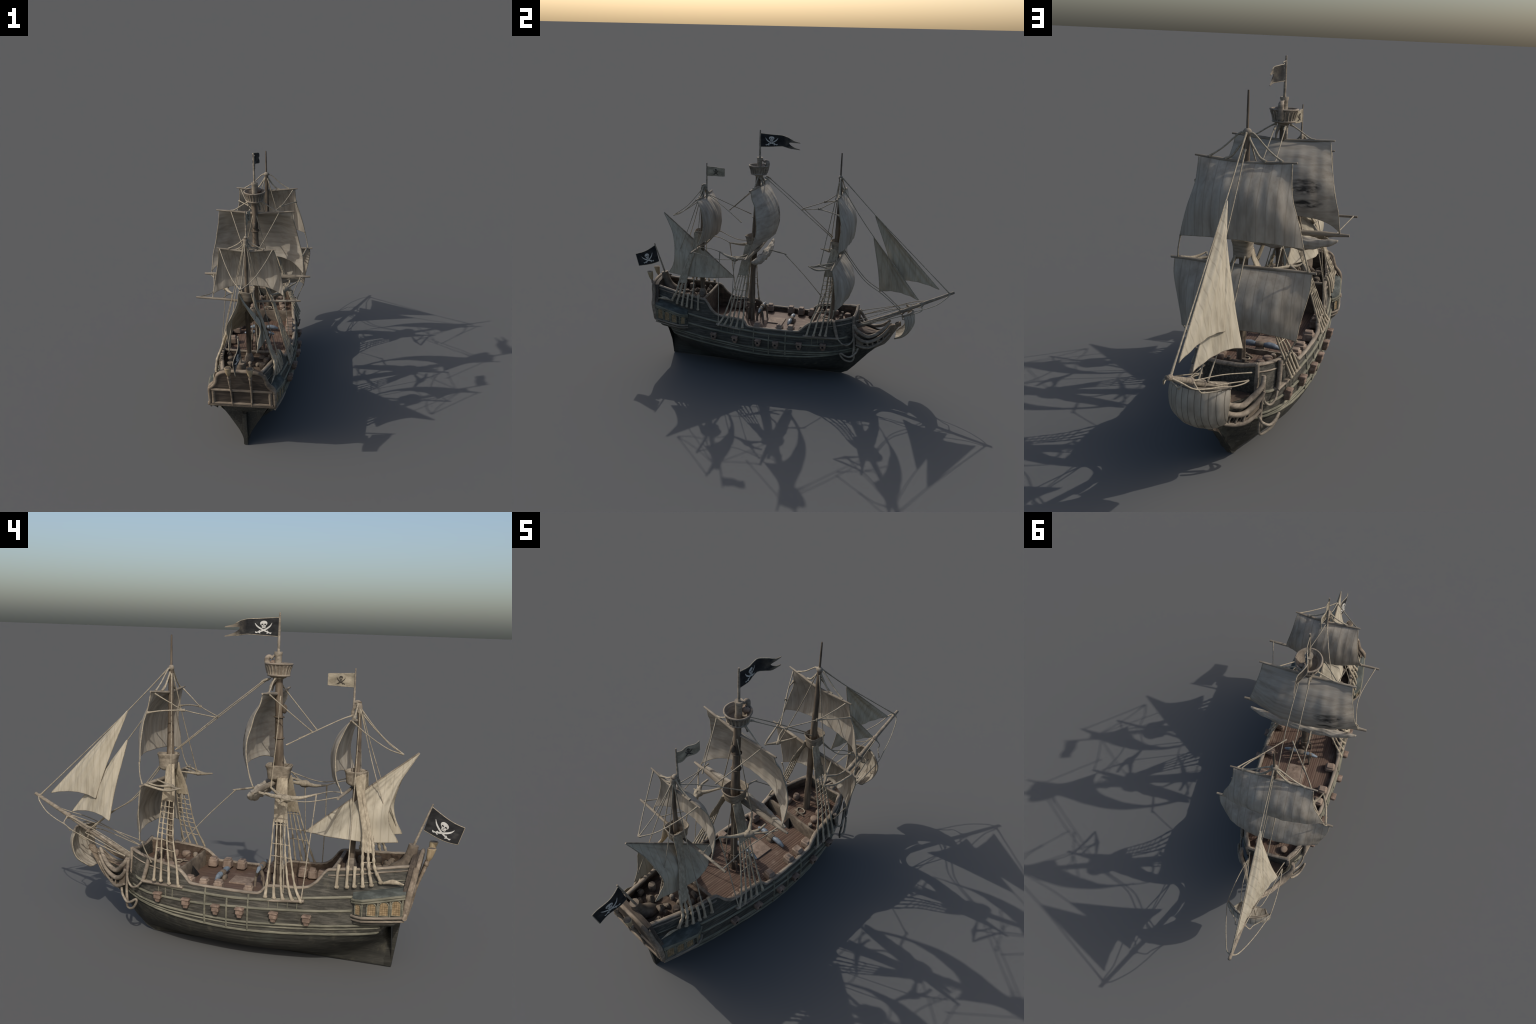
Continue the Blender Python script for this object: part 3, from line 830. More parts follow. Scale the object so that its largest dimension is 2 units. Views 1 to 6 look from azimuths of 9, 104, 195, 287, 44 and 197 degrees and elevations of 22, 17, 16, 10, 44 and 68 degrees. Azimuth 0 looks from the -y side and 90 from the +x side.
# lateen: two leaves of canvas meeting on the yard line, opening aft
def tri_sail(name, head, tack, clew, bulge, mat, parent, th=.002, n=34, leech_in=.0, foot_in=.0, leech=None, foot=None, extra=None):
    head, tack, clew = map(np.array, (head, tack, clew))
    nrm = np.cross(tack - head, clew - head); nrm /= np.linalg.norm(nrm)
    P = np.zeros((n, n, 3))
    KP = curve_pts(leech, n) if leech is not None else None
    FP = curve_pts(foot, n) if foot is not None else None
    for j in range(n):           # j: head -> foot
        t = j / (n - 1)
        L = head + (tack - head) * t; K = head + (clew - head) * t
        # hollow leech and foot
        inl = (L - K); K = K + inl * leech_in * math.sin(math.pi * t) 
        if KP is not None: K = KP[j]
        for i in range(n):
            s = i / (n - 1)
            p = L + (K - L) * s
            if FP is not None: p = p + (FP[i] - (tack + (clew - tack) * s)) * t ** 2.0
            if t > 0: p = p + (head - (tack + clew)/2) * foot_in * (4*s*(1-s)) * t**3
            b = math.sin(math.pi * s) * math.sin(math.pi * min(1, t*.9 + .1)) + .25 * math.sin(math.pi*s)*t
            rip = .002 * math.sin(s * 26 + t * 3) * min(1, t*2)
            p = p + nrm * (bulge * b + rip)
            if extra is not None: p = p + extra(s, t)
            P[j, i] = p
    du = np.gradient(P, axis=1); dv = np.gradient(P, axis=0)
    N = np.cross(du, dv); L = np.linalg.norm(N, axis=2); N = np.where(L[..., None] > 1e-9, N / np.maximum(L, 1e-12)[..., None], nrm)
    A = P + N*th; B = P - N*th; o = n*n
    V = [tuple(q) for q in A.reshape(-1, 3)] + [tuple(q) for q in B.reshape(-1, 3)]; F = []
    for j in range(n - 1):
        for i in range(n - 1):
            a = j*n + i
            F.append([a, a+1, a+1+n, a+n]); F.append([o+a, o+a+n, o+a+1+n, o+a+1])
    for i in range(n - 1):
        a = (n-1)*n + i; F.append([a, a+1, o+a+1, o+a]); F.append([i, o+i, o+i+1, i+1])
    for j in range(n - 1):
        a = j*n; F.append([a, a+n, o+a+n, o+a]); a += n-1; F.append([a, o+a, o+a+n, a+n])
    s = add(name, V, F, mat, parent, sharp=60)
    for ed in (P[:, 0], P[:, -1], P[-1]):
        vv, ff = tube_geo(ed, .0024, 6); add("bolt_rope", vv, ff, M_ROPE, s)
    return s
PK, TK = (0, -.795, .932), (0, -.337, .552)
LEECH = [(0, -.797, .930), (.012, -.758, .863), (.030, -.730, .812), (.060, -.708, .745), (.084, -.698, .700), (.089, -.698, .665), (.079, -.712, .620), (.072, -.741, .569)]
FOOT = [(0, -.337, .552), (.033, -.402, .555), (.070, -.444, .560), (.097, -.498, .566), (.099, -.555, .564), (.088, -.620, .560), (.076, -.680, .562), (.072, -.741, .569)]
for sx, bulge in ((1, .004), (-1, -.004)):
    fl = lambda rows: [(sx*a, b, c) for a, b, c in rows]
    tri_sail("lateen_sail", LEECH[0], TK, (sx*.072, -.741, .569), bulge, M_JIB, miz, leech=fl(LEECH), foot=fl(FOOT))
tube("lateen_yard", [PK, (0, -.57, .746), TK], [.003, .005, .003], M_SPAR, miz, 8)

tri_sail("staysail", (0, .511, 1.019), (0, .909, .604), (-.053, .645, .613), .018, M_JIB, ROOT, leech_in=.05, foot_in=.05)
tri_sail("staysail", (0, .511, .886), (0, .797, .525), (-.088, .557, .524), .018, M_JIB, ROOT, leech_in=.05, foot_in=.06)

# ---------------------------------------------------------------- bowsprit
bs = tube("bowsprit", [(0, .440, .318), (0, .58, .382), (0, .706, .443), (0, .817, .503), (0, .93, .560), (0, .996, .594)], [.0135, .013, .0125, .0115, .0102, .0092, .0078], M_SPAR, n=14, wob=.02)
for y, z, r_ in ((.706, .443, .0165), (.817, .503, .0145)):
    d = np.array([0, .877, .48])
    V, F = tube_geo([np.array([0, y, z]) + d * k for k in (-.010, -.006, .006, .010)], [r_*.8, r_, r_, r_*.8], 12)
    add("bowsprit_collar", V, F, M_RAIL, bs, sharp=60)
add("bowsprit_collar", *blob_geo((0, .972, .585), (.0095, .009, .009)), M_RAIL, bs)
add("bowsprit_tip", *blob_geo((0, .992, .592), (.0075, .007, .0075)), M_RAIL, bs)

# ------------------------------------------------------ beakhead and head rails
add("beak_knee", *plate_geo([(.46, .10), (.523, .157), (.564, .195), (.616, .226), (.641, .257), (.665, .301), (.684, .332), (.706, .366), (.699, .378), (.667, .356), (.640, .352), (.60, .315), (.54, .29), (.47, .27)], .012), M_TRANS, sharp=40)
add("figurehead", *blob_geo((0, .690, .360), (.013, .020, .014), lump=.2), M_TRANS)
def sym(name, pts, rad, mat=M_RAIL, parent=ROOT, **k):
    o = tube(name, pts, rad, mat, parent, **k); mirror(o); return o
HR1 = [(.135, .440, .377), (.136, .456, .350), (.127, .473, .332), (.104, .498, .307), (.089, .528, .296), (.074, .560, .305), (.054, .592, .322), (.033, .620, .348), (.018, .638, .370)]
HR2 = [(.141, .450, .322), (.133, .459, .303), (.112, .488, .273), (.092, .524, .262), (.072, .560, .270), (.050, .598, .293), (.032, .625, .320), (.018, .648, .350)]
HR3 = [(.133, .458, .252), (.116, .488, .234), (.095, .518, .224), (.068, .548, .226), (.044, .585, .243), (.028, .612, .264), (.016, .645, .302)]
sym("head_rail", HR1, [.0085, .010, .011, .011, .0105, .010, .009, .008], n=12)
sym("head_rail", HR2, [.007, .010, .0105, .010, .0095, .0085, .007], n=12)
sym("head_rail", HR3, [.006, .008, .0085, .008, .007, .006], n=10)
def head_board():
    a = curve_pts(HR2, 40); b = curve_pts(HR3, 40); V = []; F = []; m = 5
    for i in range(40):
        for j in range(m):
            p = a[i] + (b[i] - a[i]) * j/(m-1); V.append((max(p[0] - .007, .002), p[1], p[2]))
    for i in range(39):
        for j in range(m - 1): F.append([i*m+j, i*m+j+1, (i+1)*m+j+1, (i+1)*m+j])
    o = add("head_board", V, F, M_TRANS); mirror(o)
    for i in (11, 16, 21, 27):
        c = (a[i] + b[i]) / 2
        d = add("carved_opening", *blob_geo((c[0] - .006, c[1], c[2]), (.006, .010, .006)), M_DARK, o); mirror(d)
        sym("head_rail_bracket", [a[i+3 if i < 35 else i], b[i+3 if i < 35 else i]], [.006, .004, .006], n=8)
head_board()
sym("head_post", [(.133, .437, .377), (.135, .440, .330), (.132, .444, .280), (.130, .446, .225), (.132, .440, .170)], [.008, .007, .006, .006, .005], n=10)
# cathead with drooping rope and anchor hook
sym("cathead", [(.164, .324, .395), (.166, .335, .345), (.166, .350, .292)], [.009, .010, .009], n=8)
sym("anchor_rope", [(.166, .352, .290), (.165, .378, .262), (.155, .408, .252), (.142, .432, .268), (.135, .443, .300)], .0048, M_SPAR, n=8)
sym("anchor", [(.130, .472, .232), (.140, .462, .205), (.160, .432, .182), (.172, .405, .188), (.180, .377, .206), (.176, .376, .190), (.160, .398, .158), (.136, .428, .142), (.126, .446, .152), (.126, .449, .200), (.130, .447, .240)], .0056, M_SPAR, n=8, samples=70)

# --------------------------------------------------- channels and shrouds
def channel(y0, y1, z0, z1, x0, x1):
    V = []; F = []; n = 24
    for i in range(n):
        t = i/(n-1); y = y0 + (y1-y0)*t; z = z0 + (z1-z0)*t; xo = x0 + (x1-x0)*t + .003*math.sin(math.pi*t); h = breadth(y, z) - .01
        V += [(h, y, z + .005), (xo, y, z + .005), (xo + .003, y, z), (xo, y, z - .005), (h, y, z - .008)]
    for i in range(n - 1):
        for k in range(5): F.append([i*5+k, i*5+(k+1) % 5, (i+1)*5+(k+1) % 5, (i+1)*5+k])
    F.append(list(range(5))); F.append([(n-1)*5+k for k in range(5)][::-1])
    o = add("channel", V, F, M_RAIL, hull, sharp=40); mirror(o)
channel(.148, .358, .297, .290, .203, .170)
channel(-.390, -.205, .311, .291, .207, .203)

def shroud_set(parent, paths, r_top, r_bot, rungs, board=None, wide=None):
    """paths: list of polylines top->bottom (+x side); rungs: param values where neighbours are tied"""
    cps = [curve_pts(p, 40) for p in paths]
    for p in cps:
        s = np.linspace(0, 1, 40)
        rad = r_top + (r_bot - r_top) * s**3
        rad = rad * (1 + .22*np.sin(s*41 + p[0][1]*90) * (s < .85))
        V, F = tube_geo(p, rad, 8)
        o = add("shroud", V, F, M_SHROUD, parent, sharp=60); mirror(o)
    G = []
    for k, t in enumerate(rungs):
        for a, b in zip(cps[:-1], cps[1:]):
            i = min(int(t*39), 38); f = t*39 - i
            p = a[i]*(1-f) + a[i+1]*f; q = b[i]*(1-f) + b[i+1]*f
            m = (p + q)/2 - np.array([0, 0, .002])
            G.append(tube_geo(curve_pts([p, m, q], 7), [.0035, .0028, .0022, .0020, .0022, .0028, .0035], 6))
    if G:
        o = add("ratlines", *merge(G), M_SHROUD, parent); o["kind"] = "stuff"; mirror(o)["kind"] = "stuff"
    if board:
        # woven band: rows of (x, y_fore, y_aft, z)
        V = []; F = []
        B = np.array(board)
        Bs = np.column_stack([np.interp(np.linspace(0, len(B)-1, 24), np.arange(len(B)), B[:, k]) for k in range(4)])
        nn = 11
        for r_, row in enumerate(Bs):
            x, ya, yb, z = row
            for sgn in (1, -1):
                for i in range(nn):
                    u = i/(nn-1); uu = u if sgn > 0 else 1-u
                    th = .006 * (1 - (2*uu-1)**4 * .8) * (1 + .18*math.sin(uu*28))
                    V.append((x + sgn*th, ya + (yb-ya)*uu, z + .002*math.sin(uu*20)))
        m = 2*nn
        for r_ in range(len(Bs) - 1):
            for k in range(m): F.append([r_*m+k, r_*m+(k+1) % m, (r_+1)*m+(k+1) % m, (r_+1)*m+k])
        F.append(list(range(m))); F.append([(len(Bs)-1)*m+k for k in range(m)][::-1])
        o = add("shroud_band", V, F, M_SHROUD, parent, sharp=60); mirror(o)

def P4(a, b, c, d, e): return [a, b, c, d, e]
# fore shrouds: netting
fp = []
for yt, ym, yr, yb, zb in ((.299, .298, .290, .283, .312), (.283, .278, .261, .250, .312), (.266, .255, .227, .212, .304), (.247, .226, .190, .168, .297)):
    fp.append([(.070, yt, .690), (.127, ym, .500), (.170, yr, .385), (.199, yb, zb)])
shroud_set(fore, fp, .0030, .0072, [.05, .11, .17, .23, .29, .35, .41, .47, .53, .62], board=[(.026, .304, .266, .800), (.036, .306, .262, .762), (.059, .300, .249, .712), (.074, .300, .244, .668), (.080, .299, .243, .645)])
# main shrouds
mp = []
for yt, ym, yb in ((-.222, -.226, -.224), (-.236, -.248, -.262), (-.251, -.270, -.300), (-.265, -.290, -.341), (-.279, -.312, -.378)):
    mp.append([(.102, yt, .618), (.146, ym, .480), (.184, (ym+yb)/2, .365), (.204, yb, .306)])
shroud_set(main, mp, .0032, .0080, [.06, .30, .46], board=[(.036, -.212, -.258, .785), (.060, -.212, -.266, .718), (.086, -.218, -.276, .660), (.105, -.222, -.283, .608)])
# mizzen shrouds
zp = []
for yt, ym, yb, zb, xb in ((-.604, -.614, -.622, .400, .170), (-.622, -.640, -.656, .408, .165), (-.640, -.664, -.691, .420, .156)):
    zp.append([(.112, yt, .595), (.132, (yt+ym)/2, .530), (.154, ym, .474), (xb, yb, zb)])
shroud_set(miz, zp, .006, .0075, [.12, .25, .55], board=[(.030, -.543, -.590, .830), (.037, -.545, -.590, .798), (.051, -.558, -.592, .745), (.080, -.574, -.610, .690), (.101, -.592, -.630, .630), (.117, -.604, -.643, .572), (.130, -.612, -.652, .528)])
for y0, y1, zb in ((-.519, -.516, .386), (-.556, -.558, .392), (-.585, -.588, .397)):
    sym("deadeye_strop", [(.154, y0, .470), (.167, (y0+y1)/2, .440), (.175, y1, zb)], [.008, .006, .0075], M_SHROUD, miz, n=8)
for x, y, z in ((.176, -.517, .381), (.177, -.559, .387), (.176, -.589, .393), (.170, -.622, .396), (.165, -.656, .404), (.156, -.691, .416)):
    o = add("deadeye", *blob_geo((x - .002, y, z), (.0085, .010, .0085), lump=.1), M_SHROUD, miz); mirror(o)
for i, p in enumerate(fp + mp):
    o = add("deadeye", *blob_geo((p[-1][0] - .002, p[-1][1], p[-1][2] + .002), (.008, .010, .008)), M_SHROUD, fore if i < 4 else main); mirror(o)
# blades: small carved ornament under the mizzen channel
sym("carved_ornament", [(.158, -.700, .415), (.156, -.740, .425), (.152, -.785, .418)], [.003, .009, .002], M_SHROUD, hull, n=8, flat=(.5, 1.2))

# ------------------------------------------------------------------- ropes
R = .0027
def rope(pts, r=R, both=True, flare=1.8, sag=0.0, parent=ROOT):
    p = [np.array(q, float) for q in pts]
    if sag and len(p) == 2: p = [p[0], (p[0]+p[1])/2 - np.array([0, 0, sag]), p[1]]
    r = r * .88
    n = max(14, 10*len(p))
    s = np.linspace(0, 1, n)
    rad = r * (1 + (flare-1) * (np.exp(-s*14) + np.exp(-(1-s)*14)))
    V, F = tube_geo(curve_pts(p, n), rad, 7)
    o = add("rope", V, F, M_ROPE, parent, sharp=60)
    if both: mirror(o)
    return o
# yard lifts
rope([(.010, .302, 1.222), (.030, .304, 1.216), (.085, .309, 1.165), (.135, .312, 1.130)], .0036, flare=2.2)
rope([(.006, .302, 1.205), (.025, .305, 1.175), (.050, .308, 1.140), (.075, .311, 1.126)], .005, flare=1.5)
rope([(.030, -.186, 1.205), (.060, -.184, 1.190), (.11, -.186, 1.158), (.135, -.187, 1.149)], .0036, flare=2.2)
rope([(.008, -.536, 1.115), (.045, -.535, 1.085), (.090, -.534, 1.060)], .0036, flare=2.2)
rope([(.004, -.530, 1.10), (.030, -.532, 1.068), (.055, -.533, 1.055)], .004, flare=1.6)
# stays forward
rope([(0, .312, 1.222), (0, .511, 1.020), (0, .730, .812), (0, .966, .590)], .003, False)
rope([(0, .316, 1.165), (0, .42, 1.01), (0, .511, .887), (0, .66, .70)], .0028, False)
rope([(.018, .342, .784), (.020, .470, .625), (.020, .585, .545), (.016, .700, .450)])
rope([(.022, -.140, 1.198), (.026, .075, 1.024), (.013, .268, .863)], .0025)
tube("rope", [(.020, -.150, 1.200), (.020, -.120, 1.186)], [.003, .006, .003], M_ROPE); tube("rope", [(-.020, -.150, 1.200), (-.020, -.120, 1.186)], [.003, .006, .003], M_ROPE)
tube("stay_strap", [(.012, -.185, 1.205), (.020, -.165, 1.175), (.022, -.158, 1.148)], [.010, .006, .004], M_SPAR, main); tube("stay_strap", [(-.012, -.185, 1.205), (-.020, -.165, 1.175), (-.022, -.158, 1.148)], [.010, .006, .004], M_SPAR, main)
# fore topsail braces
rope([(.160, .306, 1.122), (.130, .250, 1.085), (.095, .195, 1.052), (.014, .080, 1.020)])
rope([(.178, .332, 1.040), (.150, .270, 1.050), (.095, .195, 1.052)], .0034, flare=2.6)
# main topsail braces to the mizzen stay
rope([(.135, -.188, 1.146), (.088, -.275, 1.066), (.041, -.358, .990)])
rope([(.003, -.513, 1.066), (.018, -.465, 1.046), (.060, -.365, .993), (.112, -.264, .938)], .0025)
# mizzen ropes led aft
AFT = (0, -.734, .919)
rope([(0, -.548, 1.095), (0, -.64, .99), AFT], .0025, False)
rope([(.138, -.5355, 1.058), (.10, -.60, 1.00), (.05, -.675, .945), (.003, -.732, .920)])
# sail corners to the yards below
rope([(.231, .341, .836), (.243, .332, .785), (.250, .318, .746)], .003)
rope([(.264, -.178, .780), (.264, -.184, .768)], .003)
rope([(.189, -.513, .792), (.190, -.520, .773)], .003)
rope([(.222, .329, .485), (.205, .325, .450), (.178, .305, .385)], .003)
# backstays
rope([(.008, .294, 1.200), (.060, .270, 1.02), (.155, .228, .735)], .0026)
rope([(.010, -.205, 1.130), (.050, -.206, .96), (.100, -.203, .755)], .0026)
rope([(.008, -.545, 1.095), (.080, -.552, .78), (.156, -.557, .470)], .0024)
rope([(.006, -.548, 1.090), (.045, -.62, .86), (.075, -.715, .60)], .0024)
rope([(.010, -.210, .770), (.016, -.235, .60), (.03, -.25, .38)], .0024)
rope([(.105, -.400, .742), (.150, -.392, .56), (.200, -.378, .320)], .0026)
rope([(.165, -.29, .71), (.187, -.295, .50), (.200, -.300, .335)], .0022)
# star-shaped strop aft of the main yard
def star(c, arms, rb, parent):
    o = add("rope_strop", *blob_geo(c, (rb, rb*1.25, rb*.75), lump=.12), M_ROPE, parent); mirror(o)
    for tip, r0, r1, mid in arms:
        c0 = np.array(c); t = np.array(tip)
        sym("strop_arm", [c0, (c0*.5 + t*.5) + np.array(mid), t], [r0, r0*.7, r0*.45, r1], M_ROPE, parent, n=8)
star((.169, -.285, .727), [((.104, -.204, .752), .012, .005, (0, 0, -.004)), ((.105, -.400, .742), .013, .004, (0, 0, -.006)), ((.190, -.205, .745), .012, .005, (.01, 0, .002)), ((.215, -.270, .712), .010, .003, (0, 0, 0)), ((.262, -.20, .760), .007, .003, (0, 0, -.004))], .021, main)
rope([(.262, -.521, .772), (.225, -.36, .732), (.250, -.19, .762)], .0026)
rope([(.105, -.400, .742), (.12, -.46, .762), (.14, -.521, .767)], .0024)
# star on the fore course yard
star((.159, .225, .730), [((.193, .166, .730), .009, .003, (.004, 0, -.003)), ((.115, .312, .742), .008, .005, (0, 0, 0)), ((.205, .312, .742), .008, .005, (.01, 0, -.004))], .011, fore)
sym("strop_arm", [(.193, .166, .730), (.222, .225, .722), (.245, .312, .744)], [.003, .006, .005, .005], M_ROPE, fore, n=8)
# long brace from the main yard bunt down to the fore shrouds
rope([(-.054, -.034, .718), (-.060, .09, .592), (-.070, .206, .459)], .0024, False)
tube("strop_arm", [(-.054, -.020, .716), (-.054, -.065, .724), (-.050, -.120, .735)], [.0025, .005, .0035], M_ROPE, main, n=8)
# bowsprit guys and the bobstay loops
rope([(.004, .974, .582), (.026, .958, .566), (.049, .908, .526), (.073, .844, .501), (.091, .785, .484), (.106, .729, .461), (.106, .635, .425), (.099, .550, .393), (.088, .476, .367)], .0026)
rope([(.088, .478, .368), (.079, .535, .388), (.071, .603, .413), (.060, .665, .434), (.045, .703, .442), (.012, .708, .438)], .0025)
rope([(.012, .817, .500), (.035, .822, .475), (.045, .80, .462), (.085, .76, .458)], .003)
rope([(.090, .445, .385), (.045, .63, .450), (.010, .817, .505)], .0022)
rope([(.003, .706, .430), (.02, .715, .40), (.035, .74, .42)], .003)

# ------------------------------------------------------------- deck furniture
def crate(c, s, rot=0, mat=M_CRATE, name="gun_carriage"):
    g = merge([box_geo(c, s, .93, .35, rot), box_geo((c[0], c[1], c[2] + s[2] + .002), (s[0]*.72, s[1]*.72, .004), .9, .4, rot)])
    o = add(name, *g, mat, sharp=35); mirror(o); return o
for y in (.134, .064, -.004, -.140, -.30, -.345, -.39):
    w = breadth(y, .32)
    crate((w - .034, y, .313), (.026, .021, .021), .16*math.sin(y*50))
    sym("gun_barrel", [(w - .045, y, .322), (w - .015, y, .316)], [.009, .007], M_CLUT, n=10)
# blue double swivel gun on deck, forward
def double_gun(y, z, half, r, name="deck_gun"):
    g = tube(name, [(-.016, y, z), (0, y, z + .001), (.016, y, z)], [.013, .015, .013], M_CLUT, n=14)
    for sx in (1, -1):
        tube("gun_barrel", [(sx*.012, y, z), (sx*half*.45, y, z + .003), (sx*half*.72, y, z), (sx*half, y, z - .007)], [r*.7, r*1.1, r, r*.55], M_BLUE, g, 12)
    return g
g1 = double_gun(.034, .318, .088, .012)
add("gun_base", *box_geo((0, .034, .300), (.020, .020, .012), .8, .3), M_CLUT, g1)
g2 = double_gun(-.153, .378, .088, .0095, "windlass")
for sx in (1, -1):
    for dy in (-.018, .016):
        tube("windlass_leg", [(sx*.048, -.153, .375), (sx*.050, -.153 + dy, .335), (sx*.052, -.153 + dy*1.2, .283)], [.012, .006, .005], M_CLUT, g2, 8)
    add("windlass_head", *blob_geo((sx*.048, -.153, .378), (.017, .014, .013), lump=.1), M_CLUT, g2)
# pin rail round the main mast
for a in np.linspace(0.3, 5.9, 5):
    x, y = .035*math.cos(a), -.222 + .035*math.sin(a)
    tube("mast_bitt", [(x, y, .285), (x*1.05, y, .33), (x*.9, y, .372)], [.004, .004, .006], M_CLUT, main, 8)
# pale worn patch boards on deck
add("deck_hatch", *box_geo((0, -.06, .2945), (.048, .050, .004), .98, .3), M_CRATE, sharp=30)
# forecastle gear: casks, coils, anchors' crown
def cask(c, r, h, mat=M_CRATE, name="cask", lie=False):
    prof = [(0, r*.8), (h*.15, r*.92), (h*.5, r), (h*.85, r*.92), (h, r*.8), (h*1.0 + .002, r*.6)]
    V, F = lathe_geo([(c[2] + a, b) for a, b in prof], None, 16, (c[0], c[1]))
    o = add(name, V, F, mat, sharp=40); mirror(o); return o
cask((.094, .250, DK_F - .002), .022, .026)
cask((.080, .300, DK_F - .002), .018, .030)
cask((.066, .375, DK_F - .002), .020, .026)
cask((.105, .208, DK_F - .002), .012, .020, M_RAIL)
for x in (.030,):
    sym("bitt_post", [(x, .345, DK_F), (x, .345, DK_F + .045)], [.008, .007, .009], M_CLUT, n=10)
tube("bitt_beam", [(-.05, .345, DK_F + .030), (.05, .345, DK_F + .030)], .0065, M_CLUT)
V, F = tube_geo([(.022*math.cos(a), .250 + .016*math.sin(a), DK_F + .004) for a in np.linspace(0, 2*math.pi, 25)], .0032, 6)
add("rope_coil", V, F, M_ROPE)
tube("grapnel", [(-.03, .235, DK_F + .003), (.0, .228, DK_F + .010), (.035, .232, DK_F + .004)], [.004, .005, .004], M_CLUT)
tube("grapnel", [(0, .228, DK_F + .010), (.005, .205, DK_F + .006)], [.004, .003], M_CLUT)
# quarterdeck gear
cask((.088, -.645, DK_Q - .002), .019, .040, M_CLUT)
cask((.098, -.572, DK_Q - .002), .017, .030, M_CLUT)
cask((.016, -.615, DK_Q - .002), .009, .022, M_RAIL, "bollard")
for sx in (1, -1):
    add("bollard_head", *blob_geo((sx*.016, -.615, DK_Q + .022), (.011, .011, .008)), M_RAIL)
add("mast_foot", *lathe_geo([(DK_Q - .004, .026), (.430, .024), (.446, .019), (.462, .0135)], None, 16, (0, -.545)), M_RAIL, sharp=50)
for i, (x, y, sx, sy, sz, rot) in enumerate(((.050, -.690, .020, .013, .010, .5), (.070, -.735, .016, .020, .012, .2), (.100, -.700, .010, .018, .014, -.3), (.060, -.600, .020, .012, .009, .7), (.112, -.530, .012, .014, .014, .1), (.070, -.530, .022, .010, .010, -.2), (.030, -.660, .013, .017, .007, -.6))):
    g = merge([box_geo((x, y, DK_Q + sz), (sx, sy, sz), .8, .5, rot), blob_geo((x + .006, y - .004, DK_Q + sz*1.9), (sx*.5, sy*.5, sz*.5), lump=.25, seed=i)])
    o = add("deck_gear", *g, M_CLUT, sharp=40); mirror(o)
# wide flat wings beside the socket
for sx in (1, -1):
    add("folded_tarpaulin", *blob_geo((sx*.035, -.695, DK_Q + .022), (.022, .016, .020), lump=.2, seed=11), M_CLUT)

# -------------------------------------------------------------------- flags
def flag_surface(fn, nu, nv, th, mat, name, parent=ROOT):
    P = np.array([[fn(i/(nu-1), j/(nv-1)) for i in range(nu)] for j in range(nv)])
    du = np.gradient(P, axis=1); dv = np.gradient(P, axis=0)
    N = np.cross(du, dv); N /= np.maximum(np.linalg.norm(N, axis=2), 1e-9)[..., None]
    A = P + N*th; B = P - N*th; o = nu*nv
    V = [tuple(q) for q in A.reshape(-1, 3)] + [tuple(q) for q in B.reshape(-1, 3)]; F = []
    for j in range(nv - 1):
        for i in range(nu - 1):
            a = j*nu+i
            F.append([a, a+1, a+1+nu, a+nu]); F.append([o+a, o+a+nu, o+a+1+nu, o+a+1])
    for i in range(nu - 1):
        F.append([i, o+i, o+i+1, i+1]); a = (nv-1)*nu+i; F.append([a, a+1, o+a+1, o+a])
    for j in range(nv - 1):
        a = j*nu; F.append([a, a+nu, o+a+nu, o+a]); a += nu-1; F.append([a, o+a, o+a+nu, a+nu])
    return add(name, V, F, mat, parent, sharp=60)

